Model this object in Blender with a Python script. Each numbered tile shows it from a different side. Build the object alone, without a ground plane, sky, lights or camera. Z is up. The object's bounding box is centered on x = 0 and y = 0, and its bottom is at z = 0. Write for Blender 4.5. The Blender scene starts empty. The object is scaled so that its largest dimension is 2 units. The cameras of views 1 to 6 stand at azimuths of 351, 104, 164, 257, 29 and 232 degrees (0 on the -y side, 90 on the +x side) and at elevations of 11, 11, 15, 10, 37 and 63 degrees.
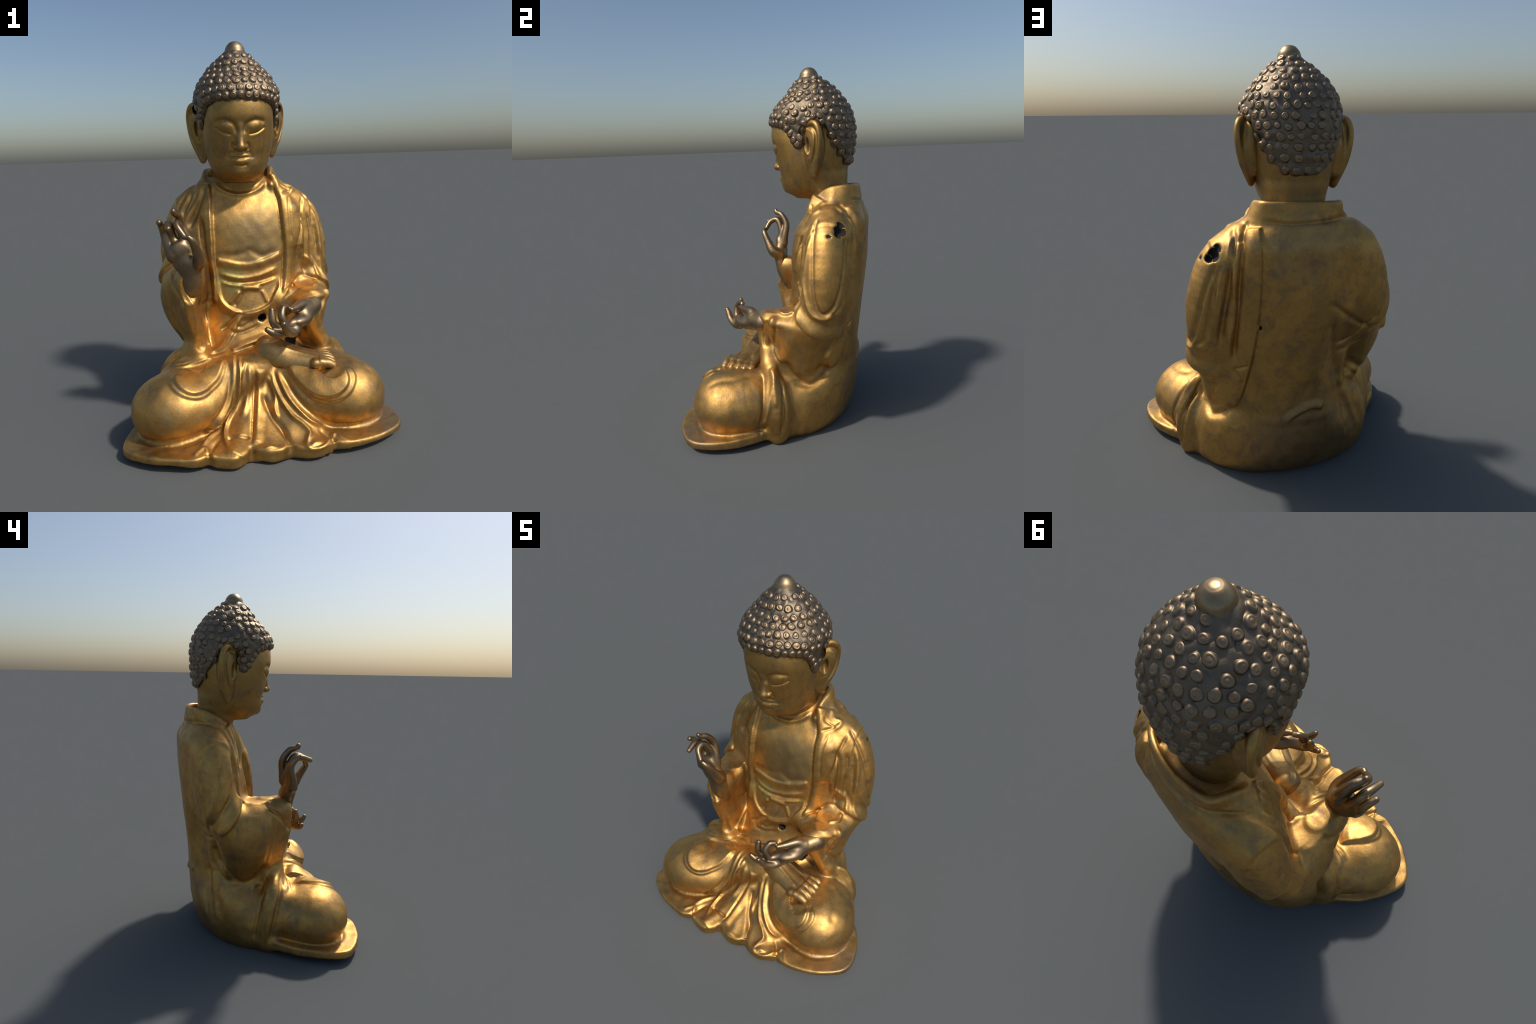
"""Gilt bronze seated figure: hollow-cast body in a draped robe, crossed legs on a
spreading skirt hem, cast hands in teaching gestures, snail-curl hair.

Every soft body is described as an implicit surface (smooth unions of lofts, tubes and
ellipsoids), meshed once, then cloth folds are laid on it along spline paths."""
import bpy, math
import numpy as np
from mathutils import Vector, Matrix

np.seterr(all="ignore")
RNG = np.random.default_rng(7)
F32 = np.float32
QUALITY = 1.0          # 1 = final mesh density

# ------------------------------------------------------------------ splines
def spline(pts, n=12, closed=False):
    """Catmull-Rom through the control points (any number of columns)."""
    P = np.asarray(pts, float)
    if closed:
        P = np.vstack([P[-1], P, P[0], P[1]])
    else:
        P = np.vstack([2 * P[0] - P[1], P, 2 * P[-1] - P[-2]])
    out = []
    t = np.linspace(0, 1, n, endpoint=False)[:, None]
    for i in range(1, len(P) - 2):
        a, b, c, d = P[i - 1], P[i], P[i + 1], P[i + 2]
        out.append(0.5 * (2 * b + (c - a) * t + (2 * a - 5 * b + 4 * c - d) * t ** 2
                          + (3 * b - a - 3 * c + d) * t ** 3))
    out = np.vstack(out)
    if not closed:
        out = np.vstack([out, P[-2]])
    return out


def curve1d(xs, ys, n=16):
    """Smooth function of one variable through the given knots."""
    S = spline(np.column_stack([xs, ys]), n)
    return lambda v: np.interp(v, S[:, 0], S[:, 1])


def smoothstep(a, b, x):
    t = np.clip((x - a) / (b - a), 0, 1)
    return t * t * (3 - 2 * t)


# ------------------------------------------------------------------ implicit primitives
def smin(a, b, k):
    if k <= 0:
        return np.minimum(a, b)
    h = np.maximum(k - np.abs(a - b), 0) / k
    return np.minimum(a, b) - h * h * k * 0.25


def ellipsoid(c, r, rot=(0, 0, 0), n=2.0):
    c = np.array(c, float); r = np.array(r, float)
    M = np.array(Matrix.Rotation(math.radians(rot[2]), 3, 'Z') @ Matrix.Rotation(math.radians(rot[1]), 3, 'Y')
                 @ Matrix.Rotation(math.radians(rot[0]), 3, 'X')).T
    e = np.abs(M.T) @ r if any(rot) else r

    def f(X, Y, Z):
        x, y, z = X - F32(c[0]), Y - F32(c[1]), Z - F32(c[2])
        if any(rot):
            u = x * F32(M[0, 0]) + y * F32(M[0, 1]) + z * F32(M[0, 2])
            v = x * F32(M[1, 0]) + y * F32(M[1, 1]) + z * F32(M[1, 2])
            w = x * F32(M[2, 0]) + y * F32(M[2, 1]) + z * F32(M[2, 2])
        else:
            u, v, w = x, y, z
        if n == 2.0:
            q = np.sqrt((u / F32(r[0])) ** 2 + (v / F32(r[1])) ** 2 + (w / F32(r[2])) ** 2)
            g = np.sqrt((u / F32(r[0] ** 2)) ** 2 + (v / F32(r[1] ** 2)) ** 2 + (w / F32(r[2] ** 2)) ** 2)
            return q * (q - 1) / np.maximum(g, F32(1e-4))
        q = (np.abs(u / F32(r[0])) ** F32(n) + np.abs(v / F32(r[1])) ** F32(n) + np.abs(w / F32(r[2])) ** F32(n)) ** F32(1 / n)
        return (q - 1) * F32(min(r))
    f.box = (c - e, c + e)
    return f


def tube(pts, radii, n=6, flat=None, closed=False):
    """Tapered tube along a spline.  flat = (direction, factor): the section is
    squeezed along that direction."""
    S = spline(np.column_stack([pts, radii]), n, closed)
    if closed:
        S = np.vstack([S, S[:1]])
    P, R = S[:, :3], S[:, 3]
    if flat is not None:
        d = np.array(flat[0], float); d /= np.linalg.norm(d)
        q = flat[1] - 1.0

    def f(X, Y, Z):
        out = None
        for i in range(len(P) - 1):
            a, b = P[i], P[i + 1]
            x, y, z = X - F32(a[0]), Y - F32(a[1]), Z - F32(a[2])
            v = b - a
            L = max(v @ v, 1e-12)
            t = np.clip((x * F32(v[0]) + y * F32(v[1]) + z * F32(v[2])) / F32(L), 0, 1)
            x, y, z = x - t * F32(v[0]), y - t * F32(v[1]), z - t * F32(v[2])
            rr = x * x + y * y + z * z
            if flat is not None:
                s = x * F32(d[0]) + y * F32(d[1]) + z * F32(d[2])
                rr = rr + s * s * F32((1 + q) ** 2 - 1)
            g = np.sqrt(rr) - (F32(R[i]) + t * F32(R[i + 1] - R[i]))
            out = g if out is None else np.minimum(out, g)
        return out
    m = R.max()
    f.box = (P.min(0) - m, P.max(0) + m)
    return f


def loft(rows, n=2.4, n_back=None):
    """Stack of super-elliptic sections.  rows: z, x centre, half width, y front, y back.
    n is the squareness of the front half, n_back that of the back half."""
    n_back = n if n_back is None else n_back
    T = np.array(rows, float)
    fx, fa, ff, fb = (curve1d(T[:, 0], T[:, i]) for i in (1, 2, 3, 4))
    z0, z1 = T[0, 0], T[-1, 0]

    def f(X, Y, Z):
        z = np.clip(Z, z0, z1)
        cx, a, yf, yb = (g(z).astype(F32) for g in (fx, fa, ff, fb))
        yc, b = (yf + yb) / 2, (yb - yf) / 2
        u, v = np.abs((X - cx) / a), np.abs((Y - yc) / b)
        q = (u ** F32(n) + v ** F32(n)) ** F32(1 / n)
        if n_back != n:
            q = np.where(Y > yc, (u ** F32(n_back) + v ** F32(n_back)) ** F32(1 / n_back), q)
        d = (q - 1) * np.minimum(a, b)
        return np.maximum(np.maximum(d, F32(z0) - Z), Z - F32(z1))
    f.box = (np.array([(T[:, 1] - T[:, 2]).min(), T[:, 3].min(), z0]),
             np.array([(T[:, 1] + T[:, 2]).max(), T[:, 4].max(), z1]))
    return f


def sheet(a_pts, b_pts, thick, n=8, cols=1):
    """Standing band of cloth between two splines."""
    A, B = spline(a_pts, n), spline(b_pts, n)

    def f(X, Y, Z):
        out = None
        for a, b in zip(A, B):
            x, y, z = X - F32(a[0]), Y - F32(a[1]), Z - F32(a[2])
            v = b - a
            t = np.clip((x * F32(v[0]) + y * F32(v[1]) + z * F32(v[2])) / F32(max(v @ v, 1e-9)), 0, 1)
            g = np.sqrt((x - t * F32(v[0])) ** 2 + (y - t * F32(v[1])) ** 2 + (z - t * F32(v[2])) ** 2) - F32(thick)
            out = g if out is None else smin(out, g, thick * 0.6)
        return out
    P = np.vstack([A, B])
    f.box = (P.min(0) - thick, P.max(0) + thick)
    return f


def plate(outline, zbot, ztop, rnd):
    """Flat slab: closed outline in plan, rounded upper edge; ztop(x, y) is its top."""
    P = spline(outline, 8, closed=True)

    def f(X, Y, Z):
        x = X[:, :, 0]; y = Y[:, :, 0]
        x, y = np.broadcast_arrays(x, y)
        d2 = np.full(x.shape, 9.0, F32); ins = np.zeros(x.shape, bool)
        for i in range(len(P)):
            a, b = P[i], P[(i + 1) % len(P)]
            e = b - a
            t = np.clip(((x - a[0]) * e[0] + (y - a[1]) * e[1]) / max(e @ e, 1e-12), 0, 1)
            d2 = np.minimum(d2, (x - a[0] - t * e[0]) ** 2 + (y - a[1] - t * e[1]) ** 2)
            c = (a[1] > y) != (b[1] > y)
            xi = a[0] + (y - a[1]) / (e[1] if abs(e[1]) > 1e-9 else 1e-9) * e[0]
            ins ^= c & (x < xi)
        d = np.sqrt(d2) * np.where(ins, -1, 1)
        d = d.astype(F32)[:, :, None]
        h = np.maximum(Z - ztop(x, y).astype(F32)[:, :, None], zbot(x, y).astype(F32)[:, :, None] - Z)
        u, v = np.maximum(d + rnd, 0), np.maximum(h + rnd, 0)
        return np.sqrt(u * u + v * v) + np.minimum(np.maximum(d + rnd, h + rnd), 0) - F32(rnd)
    f.box = (np.array([P[:, 0].min(), P[:, 1].min(), 0.0]), np.array([P[:, 0].max(), P[:, 1].max(), 0.3]))
    return f


class Field:
    """Sampled implicit surface."""
    def __init__(self, lo, hi, h):
        self.lo = np.array(lo, float); self.h = h
        self.n = np.ceil((np.array(hi) - self.lo) / h).astype(int) + 1
        self.f = np.full(self.n, 0.5, F32)

    def _sub(self, box, pad):
        a = np.clip(np.floor((box[0] - pad - self.lo) / self.h).astype(int), 0, self.n)
        b = np.clip(np.ceil((box[1] + pad - self.lo) / self.h).astype(int) + 1, 0, self.n)
        s = tuple(slice(i, j) for i, j in zip(a, b))
        ax = [(self.lo[i] + self.h * np.arange(a[i], b[i])).astype(F32) for i in range(3)]
        return s, ax[0][:, None, None], ax[1][None, :, None], ax[2][None, None, :]

    def add(self, prim, k=0.0):
        s, X, Y, Z = self._sub(prim.box, max(k, 3 * self.h))
        self.f[s] = smin(self.f[s], prim(X, Y, Z), k)
        return self

    def cut(self, prim, k=0.0):
        s, X, Y, Z = self._sub(prim.box, max(k, 3 * self.h))
        self.f[s] = -smin(-self.f[s], prim(X, Y, Z), k)
        return self

    def floor(self, z):
        Z = (self.lo[2] + self.h * np.arange(self.n[2])).astype(F32)[None, None, :]
        self.f = np.maximum(self.f, F32(z) - Z)
        return self

    def mesh(self):
        """Surface nets -> (vertices, quads)."""
        f = self.f
        s = f < 0
        cnt = np.zeros(tuple(d - 1 for d in f.shape), np.uint8)
        for i in (0, 1):
            for j in (0, 1):
                for k in (0, 1):
                    cnt += s[i:f.shape[0] - 1 + i, j:f.shape[1] - 1 + j, k:f.shape[2] - 1 + k]
        act = (cnt > 0) & (cnt < 8)
        idx = np.argwhere(act)
        ids = np.full(act.shape, -1, np.int32)
        ids[act] = np.arange(len(idx))
        corner = [(i, j, k) for i in (0, 1) for j in (0, 1) for k in (0, 1)]
        val = {c: f[idx[:, 0] + c[0], idx[:, 1] + c[1], idx[:, 2] + c[2]] for c in corner}
        acc = np.zeros((len(idx), 3)); num = np.zeros(len(idx))
        for c in corner:
            for ax in range(3):
                if c[ax]:
                    continue
                d = list(c); d[ax] = 1
                a, b = val[c], val[tuple(d)]
                x = (a < 0) != (b < 0)
                t = np.where(x, a / np.where(x, a - b, 1), 0)
                p = np.tile(np.array(c, float), (len(idx), 1)); p[:, ax] += t
                acc += p * x[:, None]; num += x
        V = self.lo + self.h * (idx + acc / num[:, None])
        quads = []
        for ax in range(3):
            o = [i for i in range(3) if i != ax]
            sl0 = [slice(None)] * 3; sl1 = [slice(None)] * 3
            sl0[ax] = slice(0, -1); sl1[ax] = slice(1, None)
            x = s[tuple(sl0)] != s[tuple(sl1)]
            e = np.argwhere(x)
            ok = np.all(e[:, o] > 0, axis=1) & np.all(e[:, o] < np.array(f.shape)[o] - 1, axis=1)
            e = e[ok]
            inside = s[e[:, 0], e[:, 1], e[:, 2]]
            q = []
            for da, db in ((1, 1), (0, 1), (0, 0), (1, 0)):
                c = e.copy(); c[:, o[0]] -= da; c[:, o[1]] -= db
                q.append(ids[c[:, 0], c[:, 1], c[:, 2]])
            q = np.stack(q, 1)
            flip = inside if ax != 1 else ~inside
            q[~flip] = q[~flip][:, ::-1]
            quads.append(q)
        Q = np.vstack(quads)
        return V, Q[(Q >= 0).all(1)]


# ------------------------------------------------------------------ mesh-level sculpting
def normals(V, Q):
    n = np.cross(V[Q[:, 2]] - V[Q[:, 0]], V[Q[:, 3]] - V[Q[:, 1]])
    N = np.zeros_like(V)
    for i in range(4):
        for a in range(3):
            N[:, a] += np.bincount(Q[:, i], n[:, a], len(V))
    return N / np.maximum(np.linalg.norm(N, axis=1), 1e-12)[:, None]


def relax(V, Q, it=1, amt=0.5, mask=None):
    E = np.vstack([Q[:, [0, 1]], Q[:, [1, 2]], Q[:, [2, 3]], Q[:, [3, 0]]])
    deg = np.bincount(E[:, 0], minlength=len(V)) + np.bincount(E[:, 1], minlength=len(V))
    for _ in range(it):
        A = np.stack([np.bincount(E[:, 0], V[E[:, 1], a], len(V)) + np.bincount(E[:, 1], V[E[:, 0], a], len(V))
                      for a in range(3)], 1) / np.maximum(deg, 1)[:, None]
        d = (A - V) * amt
        V = V + (d if mask is None else d * mask[:, None])
    return V


class Folds:
    """Lays ridges, grooves and cloth edges on a mesh along splines."""
    def __init__(self, V, Q):
        self.V0 = V; self.N = normals(V, Q); self.D = np.zeros(len(V)); self.Q = Q

    def _near(self, pts, reach, n=10):
        S = spline(pts, n)
        box = np.all((self.V0 > S[:, :3].min(0) - reach) & (self.V0 < S[:, :3].max(0) + reach), axis=1)
        I = np.nonzero(box)[0]
        P = self.V0[I]
        best = np.full(len(I), 9.0); par = np.zeros(len(I)); off = np.zeros((len(I), 3)); tan = np.zeros((len(I), 3))
        L = np.concatenate([[0], np.cumsum(np.linalg.norm(np.diff(S[:, :3], axis=0), axis=1))])
        for i in range(len(S) - 1):
            a, v = S[i, :3], S[i + 1, :3] - S[i, :3]
            t = np.clip(((P - a) @ v) / max(v @ v, 1e-12), 0, 1)
            o = P - a - t[:, None] * v
            d = np.linalg.norm(o, axis=1)
            m = d < best
            best[m] = d[m]; par[m] = (L[i] + t * (L[i + 1] - L[i]))[m] / L[-1]; off[m] = o[m]
            tan[m] = v / max(np.linalg.norm(v), 1e-9)
        # work with the distance inside the surface, not the depth under it
        nrm = self.N[I]
        lat = off - nrm * (off * nrm).sum(1)[:, None]
        dep = np.abs((off * nrm).sum(1))
        d = np.linalg.norm(lat, axis=1)
        side = np.sign((np.cross(tan, nrm) * off).sum(1))
        ok = (dep < 0.05 + 0.5 * reach) & (best < reach * 1.6 + 0.05)
        return I[ok], d[ok], side[ok], par[ok]

    @staticmethod
    def _fade(par, ends):
        return smoothstep(0, max(ends[0], 1e-6), par) * smoothstep(0, max(ends[1], 1e-6), 1 - par)

    def ridge(self, pts, w, h, ends=(0.15, 0.15), power=2.0):
        I, d, s, p = self._near(pts, w * 2.5)
        self.D[I] += h * np.exp(-np.abs(d / w) ** power) * self._fade(p, ends)
        return self

    def groove(self, pts, w, h, ends=(0.15, 0.15)):
        return self.ridge(pts, w, -h, ends)

    def step(self, pts, h, w=0.006, reach=0.06, ends=(0.1, 0.1), side=1):
        """Cloth edge: the `side` of the path (right of travel seen from outside = +1)
        stands proud by h and sinks back over `reach`."""
        I, d, s, p = self._near(pts, reach + w)
        x = d * s * side
        prof = smoothstep(-w, w, x) * (1 - smoothstep(0.25 * reach, reach, x))
        self.D[I] += h * prof * self._fade(p, ends)
        return self

    def apply(self, smooth=0):
        D = self.D
        V = self.V0 + self.N * D[:, None]
        if smooth:
            V = relax(V, self.Q, smooth, 0.4)
        return V


# ------------------------------------------------------------------ object making
def make_object(name, V, Q, mats, parent=None, face_mat=None, vnormals=None, tris=None):
    me = bpy.data.meshes.new(name)
    used = np.unique(Q)
    remap = np.full(len(V), -1, np.int64); remap[used] = np.arange(len(used))
    V2, Q2 = V[used], remap[Q]
    k = Q2.shape[1]
    me.vertices.add(len(V2)); me.vertices.foreach_set("co", V2.astype(np.float32).ravel())
    me.loops.add(Q2.size); me.loops.foreach_set("vertex_index", Q2.astype(np.int32).ravel())
    me.polygons.add(len(Q2))
    me.polygons.foreach_set("loop_start", np.arange(0, Q2.size, k, dtype=np.int32))
    me.update(calc_edges=True)
    me.polygons.foreach_set("use_smooth", np.ones(len(Q2), bool))
    for m in (mats if isinstance(mats, (list, tuple)) else [mats]):
        me.materials.append(m)
    if face_mat is not None:
        me.polygons.foreach_set("material_index", face_mat.astype(np.int32))
    me.update()
    if vnormals is not None:
        me.normals_split_custom_set_from_vertices(vnormals[used].tolist())
    ob = bpy.data.objects.new(name, me)
    bpy.context.scene.collection.objects.link(ob)
    if parent is not None:
        ob.parent = parent
    return ob


# ------------------------------------------------------------------ materials
def new_mat(name):
    m = bpy.data.materials.new(name); m.use_nodes = True
    nt = m.node_tree
    return m, nt, nt.nodes["Principled BSDF"]


def noise(nt, co, scale, detail=5, rough=0.6, dist=0.0):
    n = nt.nodes.new("ShaderNodeTexNoise")
    n.inputs["Scale"].default_value = scale; n.inputs["Detail"].default_value = detail
    n.inputs["Roughness"].default_value = rough; n.inputs["Distortion"].default_value = dist
    nt.links.new(co, n.inputs["Vector"])
    return n.outputs["Fac"]


def ramp(nt, fac, stops):
    r = nt.nodes.new("ShaderNodeValToRGB")
    while len(r.color_ramp.elements) < len(stops):
        r.color_ramp.elements.new(0.5)
    for e, (p, c) in zip(r.color_ramp.elements, stops):
        e.position = p
        e.color = (*c, 1) if len(c) == 3 else c
    nt.links.new(fac, r.inputs["Fac"])
    return r.outputs["Color"]


def mix(nt, fac, a, b, mode='MIX'):
    m = nt.nodes.new("ShaderNodeMix"); m.data_type = 'RGBA'; m.blend_type = mode
    for sock, v in ((m.inputs[0], fac), (m.inputs[6], a), (m.inputs[7], b)):
        if isinstance(v, (int, float)):
            sock.default_value = v
        elif isinstance(v, tuple):
            sock.default_value = (*v, 1)
        else:
            nt.links.new(v, sock)
    return m.outputs[2]


def mask(nt, fac, lo, hi):
    return ramp(nt, fac, [(lo, (0, 0, 0)), (hi, (1, 1, 1))])


def metal(name, base, alt, dirt, rough=(0.3, 0.45), dirt_lo=0.53, dirt_hi=0.74, dirt_amt=0.85,
          bump=0.10, alt_lo=0.40, alt_hi=0.62, foot=None, stain=None, zones=()):
    """Old cast metal: two tones in clouds, darker stains, brown specks, uneven polish."""
    m, nt, b = new_mat(name)
    tc = nt.nodes.new("ShaderNodeTexCoord").outputs["Object"]
    mp = nt.nodes.new("ShaderNodeMapping"); mp.inputs["Scale"].default_value = (1, 1, 0.6)
    nt.links.new(tc, mp.inputs["Vector"])
    big = noise(nt, mp.outputs[0], 3.6, 7, 0.66, 0.8)
    cloud = noise(nt, mp.outputs[0], 7.5, 6, 0.62, 1.2)
    mid = noise(nt, tc, 15.0, 6, 0.66, 0.3)
    fine = noise(nt, tc, 70.0, 5, 0.7)
    col = mix(nt, mask(nt, big, alt_lo, alt_hi), base, alt)
    if stain is not None:
        k = nt.nodes.new("ShaderNodeMath"); k.operation = 'MULTIPLY'
        nt.links.new(mask(nt, cloud, 0.52, 0.70), k.inputs[0]); k.inputs[1].default_value = 0.8
        col = mix(nt, k.outputs[0], col, stain)
    for centre, radius, tint, amount in zones:
        # tarnish that lies in one place, with a ragged cloudy border
        ds = nt.nodes.new("ShaderNodeVectorMath"); ds.operation = 'DISTANCE'
        nt.links.new(tc, ds.inputs[0]); ds.inputs[1].default_value = centre
        fall = nt.nodes.new("ShaderNodeMapRange")
        fall.inputs["From Min"].default_value = radius; fall.inputs["From Max"].default_value = radius * 0.25
        nt.links.new(ds.outputs["Value"], fall.inputs["Value"])
        w = nt.nodes.new("ShaderNodeMath"); w.operation = 'ADD'
        nt.links.new(fall.outputs[0], w.inputs[0]); nt.links.new(cloud, w.inputs[1])
        q = nt.nodes.new("ShaderNodeMath"); q.operation = 'MULTIPLY'
        nt.links.new(mask(nt, w.outputs[0], 0.62, 0.98), q.inputs[0]); q.inputs[1].default_value = amount
        col = mix(nt, q.outputs[0], col, tint)
    d = nt.nodes.new("ShaderNodeMath"); d.operation = 'MULTIPLY'
    nt.links.new(mask(nt, mid, dirt_lo, dirt_hi), d.inputs[0]); d.inputs[1].default_value = dirt_amt
    col = mix(nt, d.outputs[0], col, dirt)
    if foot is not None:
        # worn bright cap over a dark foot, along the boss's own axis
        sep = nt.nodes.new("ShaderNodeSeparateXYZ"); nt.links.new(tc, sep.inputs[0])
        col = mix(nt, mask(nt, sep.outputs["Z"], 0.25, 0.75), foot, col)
    v = ramp(nt, fine, [(0.3, (0.84,) * 3), (0.7, (1.0,) * 3)])
    col = mix(nt, 1.0, col, v, 'MULTIPLY')
    nt.links.new(col, b.inputs["Base Color"])
    b.inputs["Metallic"].default_value = 1.0
    r = nt.nodes.new("ShaderNodeMapRange")
    r.inputs["To Min"].default_value = rough[0]; r.inputs["To Max"].default_value = rough[1]
    r.inputs["From Min"].default_value = 0.3; r.inputs["From Max"].default_value = 0.7
    nt.links.new(cloud, r.inputs["Value"]); nt.links.new(r.outputs[0], b.inputs["Roughness"])
    bp = nt.nodes.new("ShaderNodeBump"); bp.inputs["Strength"].default_value = bump
    bp.inputs["Distance"].default_value = 0.01
    nt.links.new(mix(nt, 0.5, mid, fine), bp.inputs["Height"])
    nt.links.new(bp.outputs[0], b.inputs["Normal"])
    return m


GILT = metal("gilded_bronze", (0.67, 0.382, 0.112), (0.52, 0.305, 0.095), (0.30, 0.205, 0.125), rough=(0.42, 0.62), dirt_lo=0.50, dirt_hi=0.74, bump=0.2,
             stain=(0.38, 0.255, 0.105),
             zones=[((0.04, 0.12, 0.98), 0.20, (0.38, 0.265, 0.115), 0.75), ((-0.02, 0.44, 0.12), 0.38, (0.36, 0.245, 0.135), 0.6),
                    ((-0.11, 0.09, 0.76), 0.11, (0.56, 0.46, 0.15), 0.7), ((0.62, -0.35, 0.08), 0.16, (0.44, 0.30, 0.16), 0.6),
                    ((0.0, 0.50, 1.15), 0.20, (0.42, 0.29, 0.14), 0.4)])
FOOT_GILT = metal("worn_gilding", (0.58, 0.36, 0.125), (0.44, 0.29, 0.12), (0.28, 0.205, 0.13), rough=(0.42, 0.60), alt_lo=0.4, alt_hi=0.6, bump=0.2)
SKIN = metal("gilded_skin", (0.55, 0.328, 0.098), (0.44, 0.270, 0.088), (0.27, 0.195, 0.125), rough=(0.44, 0.62), dirt_lo=0.50, stain=(0.36, 0.25, 0.11), bump=0.16)
BRONZE = metal("bare_bronze", (0.30, 0.215, 0.128), (0.50, 0.335, 0.135), (0.215, 0.165, 0.115), rough=(0.38, 0.55), alt_lo=0.50, alt_hi=0.66, bump=0.15)
HAIR = metal("dark_bronze_hair", (0.21, 0.168, 0.122), (0.26, 0.20, 0.135), (0.155, 0.130, 0.103), rough=(0.44, 0.60), bump=0.3)
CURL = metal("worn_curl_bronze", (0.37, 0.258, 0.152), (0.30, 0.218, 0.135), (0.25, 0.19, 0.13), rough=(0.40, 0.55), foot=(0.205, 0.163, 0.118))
KNOB = metal("worn_knob_bronze", (0.42, 0.30, 0.165), (0.36, 0.27, 0.16), (0.28, 0.225, 0.165), rough=(0.36, 0.5))
DARK, _nt, _b = new_mat("painted_hole_darkness")
_b.inputs["Base Color"].default_value = (0.016, 0.013, 0.010, 1); _b.inputs["Roughness"].default_value = 0.95  # near-black painted on hole walls for the unlit hollow inside

# ------------------------------------------------------------------ the statue
statue = bpy.data.objects.new("buddha_statue", None)
bpy.context.scene.collection.objects.link(statue)
statue["label"] = "gilt bronze seated Buddha with curled hair and draped robe"
statue["category"] = "statue"


# ================================================================== robed body
H = 0.0055 / QUALITY
body = Field((-0.76, -0.58, -0.03), (0.78, 0.58, 1.42), H)

HEM = [(-0.698, -0.270), (-0.672, -0.365), (-0.536, -0.456), (-0.390, -0.497), (-0.330, -0.490), (-0.302, -0.476), (-0.270, -0.498),
       (-0.225, -0.515), (-0.176, -0.522), (-0.130, -0.494), (-0.102, -0.456), (-0.072, -0.482), (-0.011, -0.506), (0.045, -0.500), (0.086, -0.472),
       (0.118, -0.496), (0.170, -0.519), (0.225, -0.518), (0.270, -0.500), (0.298, -0.482), (0.335, -0.494), (0.420, -0.497),
       (0.547, -0.464), (0.665, -0.388), (0.699, -0.298), (0.675, -0.170), (0.598, -0.040), (0.45, 0.06),
       (0.0, 0.1), (-0.45, 0.07), (-0.585, -0.02), (-0.655, -0.13)]


def hem_top(x, y):
    r = np.sqrt((x / 0.70) ** 2 + ((y + 0.12) / 0.40) ** 2)
    return 0.070 + 0.05 * np.clip(1.05 - r, 0, 1)


def hem_bottom(x, y):
    """The rim lifts off the ground towards the left knee."""
    return 0.010 * smoothstep(-0.36, -0.48, y) + 0.028 * smoothstep(0.05, 0.55, x) + 0.026 * smoothstep(-0.25, -0.50, x)


# seat, spread on the ground, and torso: z, x centre, half width, front y, back y
body.add(loft([(0.00, 0.0, 0.465, -0.32, 0.385), (0.05, 0.0, 0.48, -0.32, 0.420), (0.15, 0.0, 0.470, -0.26, 0.447),
               (0.25, 0.0, 0.43, -0.13, 0.457), (0.32, 0.0, 0.385, -0.06, 0.456), (0.38, 0.0, 0.33, 0.00, 0.440), (0.42, 0.01, 0.27, 0.05, 0.41)], 2.2, 2.05))
body.add(loft([(0.24, 0.01, 0.25, -0.05, 0.38), (0.30, 0.01, 0.30, -0.08, 0.446), (0.36, 0.015, 0.303, -0.06, 0.458), (0.45, 0.02, 0.298, 0.00, 0.463), (0.52, 0.02, 0.298, 0.035, 0.469),
               (0.60, 0.02, 0.305, 0.055, 0.479), (0.70, 0.01, 0.32, 0.08, 0.490), (0.83, 0.0, 0.34, 0.095, 0.505),
               (0.92, 0.0, 0.35, 0.102, 0.514), (1.02, 0.0, 0.35, 0.115, 0.521), (1.10, 0.0, 0.34, 0.138, 0.523), (1.17, 0.0, 0.315, 0.175, 0.522),
               (1.22, -0.005, 0.27, 0.20, 0.505), (1.26, -0.01, 0.215, 0.21, 0.487), (1.30, -0.015, 0.15, 0.23, 0.45)], 2.15, 2.4), 0.025)
# hollow of the back beside the right elbow
body.cut(tube([(-0.235, 0.545, 0.78), (-0.225, 0.525, 0.64), (-0.240, 0.515, 0.48), (-0.315, 0.478, 0.34), (-0.365, 0.445, 0.23), (-0.38, 0.435, 0.13)], [0.06, 0.122, 0.128, 0.130, 0.10, 0.05]), 0.06)
# shoulders and upper arms in their sleeves
body.add(tube([(-0.24, 0.34, 1.150), (-0.318, 0.348, 1.07), (-0.353, 0.343, 0.90), (-0.365, 0.300, 0.76), (-0.362, 0.220, 0.65)],
              [0.10, 0.108, 0.112, 0.108, 0.095]), 0.08)
body.add(tube([(0.24, 0.330, 1.150), (0.333, 0.335, 1.07), (0.372, 0.330, 0.92), (0.380, 0.315, 0.76), (0.372, 0.26, 0.64)],
              [0.095, 0.106, 0.117, 0.116, 0.10]), 0.08)
# cloth between left lapel and arm
body.add(tube([(0.250, 0.218, 1.09), (0.272, 0.205, 0.97), (0.285, 0.215, 0.84), (0.29, 0.215, 0.74)], [0.058, 0.058, 0.056, 0.05]), 0.05)
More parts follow.
